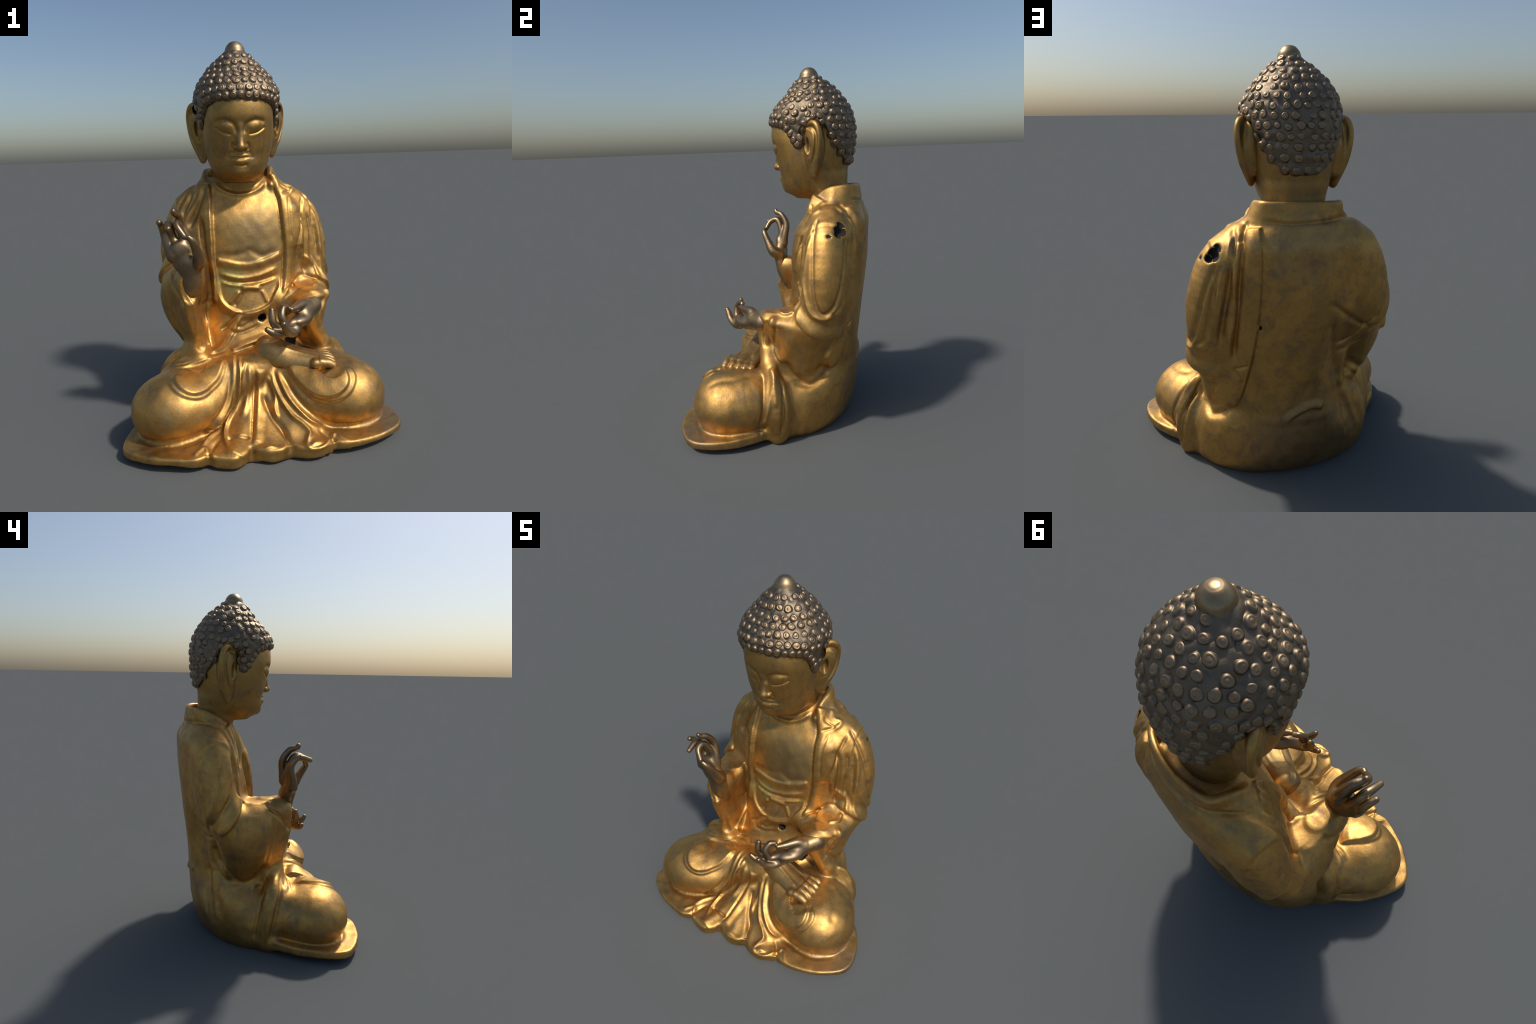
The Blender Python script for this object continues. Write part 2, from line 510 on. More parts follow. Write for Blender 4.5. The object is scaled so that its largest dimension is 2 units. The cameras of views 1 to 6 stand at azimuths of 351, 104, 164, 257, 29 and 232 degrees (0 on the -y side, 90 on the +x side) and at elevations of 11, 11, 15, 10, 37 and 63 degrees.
# left forearm, resting level; its sleeve hangs as a pouch behind and a curtain in front
body.add(tube([(0.37, 0.28, 0.63), (0.345, 0.12, 0.60), (0.278, -0.035, 0.612)], [0.10, 0.080, 0.057]), 0.05)
body.add(loft([(0.33, 0.355, 0.045, 0.08, 0.22), (0.40, 0.350, 0.065, 0.06, 0.28), (0.46, 0.347, 0.080, 0.045, 0.32), (0.53, 0.350, 0.093, 0.05, 0.35),
               (0.60, 0.350, 0.094, 0.06, 0.36), (0.65, 0.345, 0.09, -0.03, 0.30), (0.69, 0.325, 0.05, -0.02, 0.20)], 2.2), 0.04)
body.add(tube([(0.26, 0.055, 0.56), (0.280, 0.055, 0.48), (0.325, 0.05, 0.40)], [0.055, 0.050, 0.045]), 0.04)
body.add(tube([(0.295, -0.025, 0.60), (0.325, -0.010, 0.50), (0.372, 0.005, 0.40)], [0.052, 0.047, 0.045]), 0.035)
# right forearm, raised; deep hanging sleeve, narrow at the mouth and full at the elbow
body.add(tube([(-0.36, 0.23, 0.65), (-0.365, 0.12, 0.70), (-0.330, -0.02, 0.79)], [0.095, 0.092, 0.07]), 0.05)
body.add(loft([(0.36, -0.295, 0.05, -0.03, 0.20), (0.42, -0.300, 0.055, -0.04, 0.20), (0.50, -0.312, 0.055, -0.055, 0.20), (0.60, -0.336, 0.054, -0.078, 0.20),
               (0.70, -0.342, 0.057, -0.094, 0.20), (0.78, -0.334, 0.066, -0.096, 0.20), (0.82, -0.328, 0.062, -0.088, 0.15), (0.85, -0.326, 0.040, -0.07, 0.08)], 2.4), 0.04)
body.add(loft([(0.37, -0.31, 0.05, 0.10, 0.25), (0.42, -0.325, 0.065, 0.07, 0.30), (0.50, -0.355, 0.082, 0.04, 0.31), (0.60, -0.378, 0.100, 0.03, 0.315),
               (0.70, -0.380, 0.102, 0.03, 0.32), (0.78, -0.365, 0.095, 0.05, 0.30), (0.84, -0.34, 0.06, 0.06, 0.20)], 2.2), 0.05)
# crossed legs under the skirt
LEG = ((0, 0, 1), 1.08)
body.add(tube([(-0.26, 0.08, 0.19), (-0.40, -0.09, 0.180), (-0.462, -0.207, 0.185)], [0.145, 0.172, 0.187], flat=LEG), 0.04)
body.add(tube([(0.26, 0.11, 0.20), (0.390, -0.07, 0.19), (0.443, -0.212, 0.175)], [0.16, 0.185, 0.198], flat=LEG), 0.04)
body.add(ellipsoid((-0.400, -0.200, 0.195), (0.225, 0.175, 0.133), n=2.2), 0.05)
body.add(ellipsoid((0.350, -0.180, 0.188), (0.250, 0.200, 0.158), n=2.2), 0.05)
# right shin rising to the ankle on the left thigh, and the cloth gathered behind it
body.add(tube([(-0.29, -0.16, 0.215), (-0.16, -0.125, 0.262), (-0.01, -0.115, 0.325)], [0.120, 0.122, 0.095]), 0.05)
body.add(tube([(-0.43, -0.03, 0.275), (-0.30, -0.02, 0.300), (-0.14, -0.02, 0.312)], [0.055, 0.055, 0.050]), 0.06)
# cloth ramp in front of the shins, fuller on the left
body.add(loft([(0.00, 0.0, 0.44, -0.47, 0.25), (0.07, 0.0, 0.36, -0.455, 0.25), (0.09, 0.0, 0.30, -0.425, 0.25), (0.124, 0.0, 0.25, -0.365, 0.25),
               (0.175, 0.0, 0.225, -0.288, 0.25), (0.246, 0.0, 0.21, -0.218, 0.24), (0.318, 0.0, 0.20, -0.165, 0.22), (0.350, 0.0, 0.19, -0.120, 0.20)], 2.4), 0.03)
body.add(loft([(0.03, 0.15, 0.20, -0.47, 0.10), (0.098, 0.16, 0.165, -0.425, 0.10), (0.157, 0.16, 0.145, -0.368, 0.10), (0.213, 0.16, 0.135, -0.312, 0.10),
               (0.277, 0.165, 0.13, -0.262, 0.10), (0.325, 0.175, 0.125, -0.228, 0.06), (0.350, 0.185, 0.11, -0.185, 0.02)], 2.1), 0.05)
# web of cloth between belly and left forearm
body.add(tube([(0.19, 0.10, 0.61), (0.26, 0.06, 0.60), (0.32, 0.05, 0.60)], [0.06, 0.06, 0.06]), 0.05)
body.add(plate(HEM, hem_bottom, hem_top, 0.011), 0.022)
# side edge of the upper robe falling over each hip
body.add(tube([(0.385, 0.02, 0.38), (0.440, 0.050, 0.33), (0.492, 0.080, 0.19), (0.485, 0.070, 0.04)], [0.040, 0.043, 0.060, 0.055]), 0.04)
body.add(tube([(-0.32, 0.0, 0.40), (-0.43, 0.03, 0.33), (-0.475, 0.055, 0.20), (-0.470, 0.065, 0.04)], [0.05, 0.05, 0.05, 0.045]), 0.05)
# collar standing round the neck
body.add(sheet([(0.185, 0.245, 1.20), (0.200, 0.31, 1.25), (0.205, 0.36, 1.27), (0.155, 0.435, 1.275), (0.0, 0.475, 1.268), (-0.16, 0.437, 1.268),
                (-0.215, 0.375, 1.262), (-0.225, 0.31, 1.245), (-0.205, 0.245, 1.20)],
               [(0.158, 0.225, 1.250), (0.162, 0.285, 1.310), (0.172, 0.35, 1.340), (0.140, 0.435, 1.347), (-0.02, 0.463, 1.344), (-0.165, 0.430, 1.335),
                (-0.197, 0.375, 1.322), (-0.206, 0.31, 1.287), (-0.195, 0.245, 1.232)], 0.013, 12), 0.03)
body.cut(ellipsoid((-0.02, 0.325, 1.36), (0.165, 0.125, 0.058)), 0.01)
# shawl end hanging down the back of the left shoulder
body.add(tube([(0.27, 0.430, 1.12), (0.285, 0.410, 0.85), (0.295, 0.370, 0.60), (0.313, 0.330, 0.43)], [0.030, 0.040, 0.048, 0.035]), 0.05)
# casting flaws and losses: hole in the belly, broken shoulder, gap behind the left hand, pits in the back
CAVITIES = [((0.052, 0.060, 0.541), (0.023, 0.045, 0.025)), ((0.376, 0.415, 1.142), (0.024, 0.045, 0.028)), ((0.358, 0.425, 1.172), (0.016, 0.04, 0.020)), ((0.392, 0.395, 1.122), (0.016, 0.03, 0.016)),
            ((0.215, -0.002, 0.435), (0.045, 0.055, 0.058)), ((0.193, 0.482, 0.814), (0.007, 0.03, 0.010)), ((-0.149, 0.472, 0.641), (0.007, 0.03, 0.009)),
            ((0.428, 0.355, 1.122), (0.012, 0.015, 0.010))]
for c, r in CAVITIES:
    body.cut(ellipsoid(c, r), 0.006)
# mouth of the right sleeve, the bare forearm inside it, and the slot below
body.cut(ellipsoid((-0.322, -0.105, 0.775), (0.056, 0.055, 0.090), (0, 8, 0)), 0.012)
body.cut(tube([(-0.315, -0.115, 0.68), (-0.292, -0.085, 0.56), (-0.285, -0.055, 0.44)], [0.012, 0.024, 0.020]), 0.02)
body.cut(ellipsoid((0.175, 0.444, 0.219), (0.016, 0.012, 0.016)), 0.004)
body.cut(ellipsoid((0.380, -0.018, 0.385), (0.018, 0.018, 0.014)), 0.006)
body.floor(0.0)

V, Q = body.mesh()
V = relax(V, Q, 2, 0.5)
fold = Folds(V, Q)
#FOLDS# cloth folds laid along splines
# robe opening: lapels, neckband, inner garment and its belt
path = [(-0.189, 0.258, 1.270), (-0.186, 0.213, 1.199), (-0.186, 0.186, 1.142), (-0.189, 0.148, 1.049), (-0.189, 0.134, 0.963), (-0.189, 0.126, 0.866), (-0.180, 0.118, 0.767), (-0.178, 0.114, 0.703), (-0.183, 0.105, 0.619)]  # lapel r
fold.step(path, 0.022, 0.006, 0.10, (0.02, 0.05), 1)
fold.ridge(path, 0.007, 0.006)
path = [(0.150, 0.261, 1.302), (0.170, 0.216, 1.243), (0.188, 0.198, 1.169), (0.191, 0.161, 1.098), (0.195, 0.142, 1.015), (0.201, 0.133, 0.916), (0.197, 0.126, 0.816), (0.184, 0.112, 0.718), (0.175, 0.060, 0.655)]  # lapel l
fold.step(path, 0.020, 0.006, 0.10, (0.02, 0.05), -1)
fold.groove(path, 0.008, 0.008)
fold.ridge([(-0.163, 0.266, 1.278), (-0.134, 0.221, 1.240), (-0.088, 0.205, 1.215), (-0.035, 0.194, 1.203), (0.030, 0.196, 1.210), (0.089, 0.213, 1.236), (0.132, 0.251, 1.278)], 0.013, 0.012)  # neckband
fold.groove([(-0.169, 0.122, 0.900), (-0.098, 0.106, 0.884), (-0.025, 0.102, 0.895), (0.005, 0.101, 0.908), (0.073, 0.102, 0.874), (0.168, 0.121, 0.900)], 0.018, 0.005)  # pec
fold.step([(-0.179, 0.123, 0.873), (-0.123, 0.108, 0.860), (-0.051, 0.098, 0.843), (0.022, 0.096, 0.843), (0.098, 0.104, 0.862), (0.178, 0.123, 0.889)], 0.009, 0.005, 0.05, (0.05, 0.05), 1)  # belt top
fold.ridge([(-0.169, 0.116, 0.792), (-0.118, 0.101, 0.772), (-0.041, 0.088, 0.757), (0.043, 0.090, 0.766), (0.110, 0.098, 0.785), (0.164, 0.113, 0.806)], 0.011, 0.009)  # belt mid
fold.groove([(-0.170, 0.115, 0.767), (-0.105, 0.096, 0.742), (-0.033, 0.085, 0.732), (0.042, 0.086, 0.736), (0.119, 0.098, 0.751), (0.168, 0.112, 0.775)], 0.012, 0.009)  # belt groove
fold.ridge([(-0.162, 0.112, 0.737), (-0.106, 0.094, 0.725), (-0.033, 0.083, 0.717), (0.041, 0.084, 0.719), (0.108, 0.093, 0.733), (0.151, 0.104, 0.748)], 0.009, 0.007)  # belt low
fold.ridge([(-0.054, 0.082, 0.701), (-0.015, 0.081, 0.704), (0.025, 0.081, 0.701), (0.060, 0.082, 0.698)], 0.013, 0.014)  # knot
fold.ridge([(-0.059, 0.082, 0.692), (-0.085, 0.079, 0.659), (-0.122, 0.078, 0.617)], 0.009, 0.008)  # bow l
fold.groove([(-0.043, 0.078, 0.682), (-0.067, 0.073, 0.644), (-0.093, 0.070, 0.607)], 0.007, 0.008)  # bow l2
fold.ridge([(0.059, 0.080, 0.689), (0.075, 0.073, 0.654), (0.089, 0.065, 0.615)], 0.009, 0.008)  # bow r
path = [(-0.172, 0.116, 0.779), (-0.166, 0.107, 0.680), (-0.139, 0.083, 0.619), (-0.060, 0.057, 0.577), (0.028, 0.050, 0.582), (0.101, 0.065, 0.615), (0.148, 0.089, 0.682), (0.166, 0.110, 0.758)]  # u edge full
fold.step(path, 0.013, 0.006, 0.05, (0.1, 0.1), 1)
fold.ridge(path, 0.007, 0.006)
fold.step([(-0.261, -0.011, 0.453), (-0.249, -0.010, 0.401), (-0.211, 0.001, 0.375), (-0.161, 0.003, 0.398), (-0.118, 0.021, 0.449), (-0.052, 0.051, 0.555)], 0.014, 0.006, 0.06, (0.1, 0.1), -1)  # robe bottom r
fold.groove([(-0.179, 0.064, 0.475), (-0.131, 0.057, 0.514), (-0.080, 0.056, 0.561), (-0.031, 0.052, 0.572)], 0.010, 0.012)  # robe bottom r2
fold.step([(-0.128, -0.040, 0.386), (-0.068, -0.029, 0.402), (0.012, -0.019, 0.421), (0.073, -0.006, 0.436)], 0.014, 0.006, 0.05, (0.05, 0.05), -1)  # skirt line
fold.groove([(-0.159, 0.068, 0.508), (-0.097, 0.027, 0.471), (-0.009, 0.024, 0.489), (0.043, 0.033, 0.513)], 0.010, 0.007)  # skirt l1
fold.groove([(-0.093, 0.045, 0.510), (-0.056, 0.033, 0.501), (0.005, 0.040, 0.534)], 0.008, 0.006)  # skirt l2
# right shoulder and the channel beside the lapel
fold.groove([(-0.251, 0.306, 1.265), (-0.292, 0.252, 1.201), (-0.330, 0.235, 1.140), (-0.352, 0.231, 1.097)], 0.008, 0.007)  # rs1
fold.groove([(-0.223, 0.277, 1.270), (-0.268, 0.234, 1.196), (-0.306, 0.225, 1.139), (-0.343, 0.222, 1.078)], 0.008, 0.008)  # rs2
fold.groove([(-0.193, 0.272, 1.279), (-0.224, 0.222, 1.205), (-0.258, 0.207, 1.139), (-0.291, 0.203, 1.077), (-0.318, 0.204, 1.019)], 0.018, 0.022)  # rs3 groove
fold.groove([(-0.246, 0.191, 1.106), (-0.251, 0.173, 1.034), (-0.255, 0.162, 0.962)], 0.006, 0.006)  # rs4
fold.groove([(-0.241, 0.189, 1.106), (-0.238, 0.154, 0.963), (-0.227, 0.140, 0.865), (-0.218, 0.135, 0.766), (-0.213, 0.130, 0.665), (-0.217, 0.124, 0.586)], 0.020, 0.030)  # r channel
# left shoulder, turned-over collar and sleeve opening
fold.groove([(0.186, 0.243, 1.256), (0.221, 0.242, 1.230), (0.262, 0.242, 1.215), (0.243, 0.227, 1.205), (0.203, 0.210, 1.187)], 0.007, 0.007)  # collar flap
fold.ridge([(0.213, 0.319, 1.282), (0.245, 0.277, 1.247), (0.283, 0.283, 1.235), (0.281, 0.254, 1.217), (0.249, 0.229, 1.204)], 0.012, 0.007)  # collar flap out
fold.groove([(0.246, 0.216, 1.185), (0.239, 0.161, 1.110), (0.241, 0.143, 1.013), (0.249, 0.140, 0.937)], 0.006, 0.006)  # ls1
fold.groove([(0.337, 0.262, 1.183), (0.323, 0.200, 1.103), (0.312, 0.162, 1.006), (0.291, 0.146, 0.934), (0.280, 0.145, 0.884)], 0.008, 0.010)  # ls2
fold.groove([(0.398, 0.231, 1.019), (0.409, 0.218, 0.916), (0.422, 0.211, 0.806)], 0.010, 0.006)  # ls3
fold.groove([(0.285, 0.145, 0.919), (0.285, 0.149, 0.852), (0.307, 0.156, 0.788), (0.366, 0.183, 0.752)], 0.030, 0.016)  # l pocket
fold.ridge([(0.313, 0.157, 0.854), (0.357, 0.187, 0.820), (0.392, 0.200, 0.774), (0.402, 0.179, 0.719), (0.399, 0.160, 0.697)], 0.012, 0.009)  # l hem
fold.ridge([(0.421, 0.222, 0.915), (0.428, 0.214, 0.805), (0.440, 0.202, 0.717), (0.465, 0.196, 0.647)], 0.014, 0.008)  # l hem out
fold.groove([(0.178, 0.052, 0.647), (0.243, 0.133, 0.688), (0.295, 0.153, 0.737), (0.351, 0.168, 0.730), (0.399, 0.172, 0.710)], 0.010, 0.008)  # l cuffline
fold.groove([(0.179, 0.039, 0.630), (0.238, 0.049, 0.668), (0.295, 0.037, 0.693), (0.363, 0.027, 0.690)], 0.008, 0.006)  # l cuffline2
# right sleeve mouth
fold.ridge([(-0.387, -0.072, 0.807), (-0.347, -0.069, 0.719), (-0.316, -0.071, 0.623), (-0.312, -0.050, 0.500), (-0.321, -0.059, 0.426)], 0.009, 0.008)  # r sleeve e1low
fold.ridge([(-0.238, 0.139, 0.637), (-0.239, 0.134, 0.535), (-0.251, 0.051, 0.461), (-0.264, -0.037, 0.413)], 0.009, 0.008)  # r sleeve e2low
# right leg: looped fold, thigh folds, strands to the hem
fold.step([(-0.375, -0.121, 0.343), (-0.442, -0.208, 0.359), (-0.463, -0.271, 0.350), (-0.441, -0.320, 0.327), (-0.401, -0.342, 0.304), (-0.351, -0.343, 0.286), (-0.303, -0.324, 0.280), (-0.259, -0.285, 0.292), (-0.219, -0.247, 0.309), (-0.189, -0.212, 0.344), (-0.163, -0.142, 0.384)], 0.009, 0.006, 0.30, (0.05, 0.05), -1)  # r loop
fold.step([(-0.362, -0.101, 0.342), (-0.422, -0.196, 0.356), (-0.443, -0.256, 0.354), (-0.421, -0.308, 0.332), (-0.384, -0.330, 0.309), (-0.342, -0.327, 0.296), (-0.297, -0.302, 0.295), (-0.257, -0.263, 0.307), (-0.220, -0.228, 0.328), (-0.195, -0.193, 0.359), (-0.165, -0.122, 0.385)], 0.013, 0.006, 0.30, (0.05, 0.05), -1)  # r loop in
fold.ridge([(-0.459, -0.072, 0.340), (-0.395, -0.082, 0.346), (-0.330, -0.071, 0.354), (-0.251, -0.063, 0.364), (-0.169, -0.118, 0.384)], 0.012, 0.010)  # r thigh fold
fold.ridge([(-0.477, -0.024, 0.336), (-0.416, -0.053, 0.351), (-0.351, -0.058, 0.365), (-0.285, -0.060, 0.380), (-0.196, -0.040, 0.373), (-0.139, -0.050, 0.383)], 0.014, 0.010)  # r thigh fold2
fold.groove([(-0.625, -0.297, 0.140), (-0.598, -0.293, 0.087), (-0.541, -0.348, 0.094), (-0.456, -0.372, 0.097), (-0.377, -0.359, 0.101), (-0.308, -0.333, 0.109), (-0.249, -0.334, 0.163), (-0.204, -0.299, 0.201), (-0.174, -0.265, 0.247), (-0.157, -0.237, 0.312), (-0.134, -0.157, 0.387)], 0.016, 0.014)  # r crease
fold.ridge([(-0.119, -0.062, 0.386), (-0.141, -0.200, 0.361), (-0.155, -0.244, 0.293), (-0.181, -0.276, 0.209), (-0.223, -0.308, 0.155), (-0.282, -0.349, 0.088), (-0.344, -0.446, 0.075)], 0.012, 0.014)  # r strand1
fold.ridge([(-0.099, -0.120, 0.401), (-0.114, -0.216, 0.343), (-0.130, -0.245, 0.251), (-0.164, -0.258, 0.167), (-0.201, -0.310, 0.110), (-0.215, -0.383, 0.086), (-0.201, -0.481, 0.077)], 0.010, 0.016)  # r strand2
fold.ridge([(-0.083, -0.159, 0.397), (-0.090, -0.199, 0.369), (-0.118, -0.234, 0.306), (-0.139, -0.246, 0.225), (-0.158, -0.272, 0.151)], 0.008, 0.010)  # r strand3
fold.ridge([(-0.065, -0.194, 0.377), (-0.065, -0.223, 0.319), (-0.077, -0.227, 0.232), (-0.103, -0.276, 0.170), (-0.133, -0.303, 0.142)], 0.014, 0.012)  # r strand4
path = [(-0.028, -0.209, 0.353), (-0.037, -0.219, 0.247), (-0.052, -0.273, 0.184), (-0.073, -0.362, 0.122), (-0.092, -0.452, 0.080)]  # split
fold.groove(path, 0.008, 0.014)
fold.step(path, 0.012, 0.005, 0.06, (0.05, 0.05), -1)
fold.groove([(-0.093, -0.410, 0.097), (-0.143, -0.398, 0.092), (-0.190, -0.384, 0.090), (-0.210, -0.402, 0.083)], 0.008, 0.012)  # hem pocket
fold.ridge([(-0.372, -0.480, 0.070), (-0.340, -0.441, 0.076), (-0.312, -0.429, 0.078), (-0.292, -0.470, 0.074), (-0.265, -0.501, 0.056)], 0.009, 0.008)  # hem fold up
# left leg
fold.step([(0.416, -0.272, 0.353), (0.447, -0.311, 0.339), (0.448, -0.349, 0.312), (0.421, -0.383, 0.273), (0.384, -0.393, 0.243), (0.335, -0.388, 0.224), (0.281, -0.373, 0.220), (0.232, -0.354, 0.232), (0.190, -0.322, 0.256), (0.160, -0.277, 0.288), (0.137, -0.232, 0.320), (0.124, -0.175, 0.347)], 0.009, 0.006, 0.30, (0.05, 0.05), 1)  # l loop
fold.step([(0.389, -0.250, 0.356), (0.408, -0.309, 0.338), (0.411, -0.350, 0.311), (0.390, -0.375, 0.281), (0.349, -0.382, 0.254), (0.302, -0.374, 0.242), (0.252, -0.357, 0.244), (0.210, -0.328, 0.262), (0.178, -0.288, 0.286), (0.154, -0.249, 0.312), (0.134, -0.189, 0.343)], 0.013, 0.006, 0.30, (0.05, 0.05), 1)  # l loop in
fold.ridge([(0.047, -0.190, 0.338), (0.062, -0.213, 0.279), (0.077, -0.263, 0.233), (0.095, -0.311, 0.196), (0.124, -0.363, 0.157), (0.165, -0.399, 0.127), (0.185, -0.430, 0.094), (0.157, -0.503, 0.074)], 0.010, 0.016)  # l st1
fold.ridge([(0.078, -0.182, 0.332), (0.098, -0.247, 0.277), (0.122, -0.308, 0.226), (0.160, -0.355, 0.179), (0.209, -0.387, 0.133), (0.279, -0.378, 0.094)], 0.010, 0.014)  # l st2
fold.ridge([(0.027, -0.202, 0.314), (0.051, -0.222, 0.257), (0.060, -0.260, 0.219), (0.046, -0.301, 0.174), (0.052, -0.351, 0.137)], 0.011, 0.013)  # l st3
fold.groove([(-0.006, -0.228, 0.234), (0.010, -0.274, 0.187), (0.027, -0.330, 0.146), (0.059, -0.393, 0.111), (0.087, -0.448, 0.085)], 0.012, 0.014)  # l st3g
fold.groove([(0.101, -0.181, 0.338), (0.121, -0.260, 0.284), (0.152, -0.322, 0.230), (0.200, -0.363, 0.179), (0.259, -0.374, 0.129), (0.322, -0.374, 0.088), (0.402, -0.389, 0.089), (0.491, -0.381, 0.090), (0.564, -0.341, 0.090), (0.582, -0.348, 0.137)], 0.016, 0.014)  # l crease
fold.ridge([(0.179, -0.438, 0.090), (0.158, -0.498, 0.075), (0.188, -0.520, 0.063), (0.239, -0.510, 0.068), (0.287, -0.458, 0.075), (0.317, -0.430, 0.078), (0.342, -0.466, 0.073), (0.374, -0.494, 0.067)], 0.008, 0.008)  # l hemfold
fold.groove([(0.444, -0.079, 0.358), (0.506, -0.156, 0.349), (0.535, -0.262, 0.333), (0.555, -0.303, 0.303)], 0.02, 0.005)  # l knee shade
# left arm
fold.groove([(0.328, 0.290, 1.208), (0.384, 0.272, 1.146), (0.439, 0.269, 1.042), (0.475, 0.272, 0.926), (0.489, 0.282, 0.806), (0.493, 0.311, 0.737), (0.488, 0.344, 0.732), (0.478, 0.382, 0.766), (0.459, 0.414, 0.851), (0.427, 0.431, 0.968), (0.382, 0.432, 1.077), (0.360, 0.426, 1.123)], 0.011, 0.011, (0.05, 0.05))  # arm l loop in
fold.ridge([(0.382, 0.257, 1.131), (0.420, 0.241, 1.013), (0.433, 0.225, 0.890), (0.464, 0.238, 0.797), (0.484, 0.270, 0.728), (0.490, 0.315, 0.706), (0.479, 0.352, 0.709), (0.470, 0.385, 0.743), (0.459, 0.409, 0.791)], 0.013, 0.011)  # arm l loop out
fold.groove([(0.356, 0.221, 1.092), (0.373, 0.212, 1.003), (0.374, 0.200, 0.900), (0.379, 0.198, 0.808)], 0.010, 0.010)  # arm l f1
fold.groove([(0.307, 0.193, 1.119), (0.337, 0.185, 0.995), (0.335, 0.171, 0.864), (0.335, 0.162, 0.730)], 0.012, 0.012)  # arm l f2
fold.ridge([(0.239, 0.359, 1.263), (0.290, 0.419, 1.212), (0.311, 0.455, 1.155), (0.301, 0.474, 1.043), (0.299, 0.468, 0.888), (0.322, 0.449, 0.763), (0.321, 0.428, 0.656)], 0.013, 0.012)  # arm l back
fold.groove([(0.222, 0.377, 1.271), (0.246, 0.430, 1.232), (0.276, 0.452, 1.190)], 0.010, 0.008)  # arm l back2
fold.step([(0.340, 0.166, 0.736), (0.472, 0.217, 0.645), (0.479, 0.281, 0.603), (0.429, 0.356, 0.579), (0.338, 0.401, 0.558)], 0.016, 0.006, 0.08, (0.1, 0.1), -1)  # arm l hem2
fold.ridge([(0.338, 0.055, 0.694), (0.383, 0.097, 0.689), (0.385, 0.134, 0.693), (0.378, 0.160, 0.711)], 0.009, 0.012)  # l cuff oval
fold.ridge([(0.390, 0.056, 0.682), (0.417, 0.033, 0.646), (0.376, 0.006, 0.569), (0.377, -0.004, 0.495)], 0.012, 0.012)  # l sl pleat1
fold.ridge([(0.390, 0.063, 0.682), (0.425, 0.049, 0.643), (0.381, 0.042, 0.536), (0.387, 0.059, 0.466), (0.404, 0.096, 0.408)], 0.013, 0.013)  # l sl pleat2
fold.groove([(0.400, 0.033, 0.670), (0.386, 0.007, 0.620), (0.363, -0.016, 0.545), (0.381, -0.007, 0.485)], 0.012, 0.010)  # l sl pleat3
fold.groove([(0.410, 0.095, 0.448), (0.406, 0.140, 0.358), (0.399, 0.224, 0.300), (0.364, 0.287, 0.319), (0.305, 0.338, 0.369)], 0.020, 0.018)  # l pouch
fold.groove([(0.426, -0.020, 0.366), (0.516, 0.006, 0.297), (0.559, 0.009, 0.168), (0.569, -0.008, 0.039)], 0.012, 0.014)  # side l a
fold.ridge([(0.426, 0.029, 0.410), (0.485, 0.064, 0.337), (0.548, 0.080, 0.219)], 0.014, 0.012)  # side l b
fold.groove([(0.399, 0.062, 0.421), (0.460, 0.097, 0.328), (0.534, 0.115, 0.215), (0.535, 0.095, 0.051)], 0.009, 0.010)  # side l c
# shawl end down the back
fold.groove([(0.267, 0.349, 1.252), (0.289, 0.428, 1.206), (0.308, 0.469, 1.114), (0.331, 0.461, 0.967), (0.351, 0.449, 0.843), (0.369, 0.424, 0.709)], 0.014, 0.020)  # sash g1
fold.groove([(0.237, 0.392, 1.253), (0.258, 0.468, 1.179), (0.276, 0.479, 1.027), (0.289, 0.469, 0.875), (0.301, 0.452, 0.745), (0.307, 0.428, 0.625)], 0.013, 0.018)  # sash g2
fold.step([(0.172, 0.447, 1.260), (0.185, 0.503, 1.113), (0.191, 0.495, 0.964), (0.200, 0.471, 0.816), (0.219, 0.452, 0.683), (0.230, 0.442, 0.627), (0.256, 0.407, 0.499), (0.277, 0.377, 0.425), (0.309, 0.335, 0.374), (0.357, 0.328, 0.431), (0.384, 0.306, 0.459)], 0.016, 0.005, 0.10, (0.02, 0.02), 1)  # sash edge
fold.groove([(0.230, 0.442, 0.634), (0.265, 0.432, 0.624), (0.301, 0.426, 0.610), (0.276, 0.419, 0.563), (0.257, 0.411, 0.522)], 0.007, 0.009)  # sash zig
fold.groove([(0.456, 0.326, 0.583), (0.419, 0.366, 0.584), (0.381, 0.370, 0.554), (0.385, 0.312, 0.469)], 0.007, 0.008)  # sash z2
fold.groove([(0.357, 0.442, 1.117), (0.372, 0.449, 1.044), (0.398, 0.445, 0.938), (0.418, 0.435, 0.828), (0.436, 0.419, 0.761), (0.468, 0.382, 0.730), (0.489, 0.333, 0.724)], 0.012, 0.012)  # arm back edge
fold.groove([(0.178, 0.436, 1.278), (0.082, 0.483, 1.269), (-0.032, 0.492, 1.268), (-0.148, 0.462, 1.275), (-0.258, 0.359, 1.265)], 0.010, 0.010)  # collar base2
fold.step([(0.074, 0.456, 0.310), (0.036, 0.460, 0.339), (-0.016, 0.460, 0.362), (-0.061, 0.457, 0.372), (-0.109, 0.449, 0.352)], 0.010, 0.005, 0.05, (0.1, 0.1), -1)  # back scar
fold.groove([(-0.128, 0.494, 0.816), (-0.162, 0.425, 0.678), (-0.180, 0.397, 0.571), (-0.217, 0.367, 0.446)], 0.022, 0.008)  # r waist
fold.groove([(-0.176, 0.413, 0.661), (-0.261, 0.393, 0.679), (-0.329, 0.421, 0.746), (-0.405, 0.430, 0.813)], 0.010, 0.007)  # r sl1
fold.groove([(-0.182, 0.401, 0.619), (-0.299, 0.351, 0.628), (-0.370, 0.395, 0.703), (-0.439, 0.385, 0.756)], 0.010, 0.007)  # r sl2
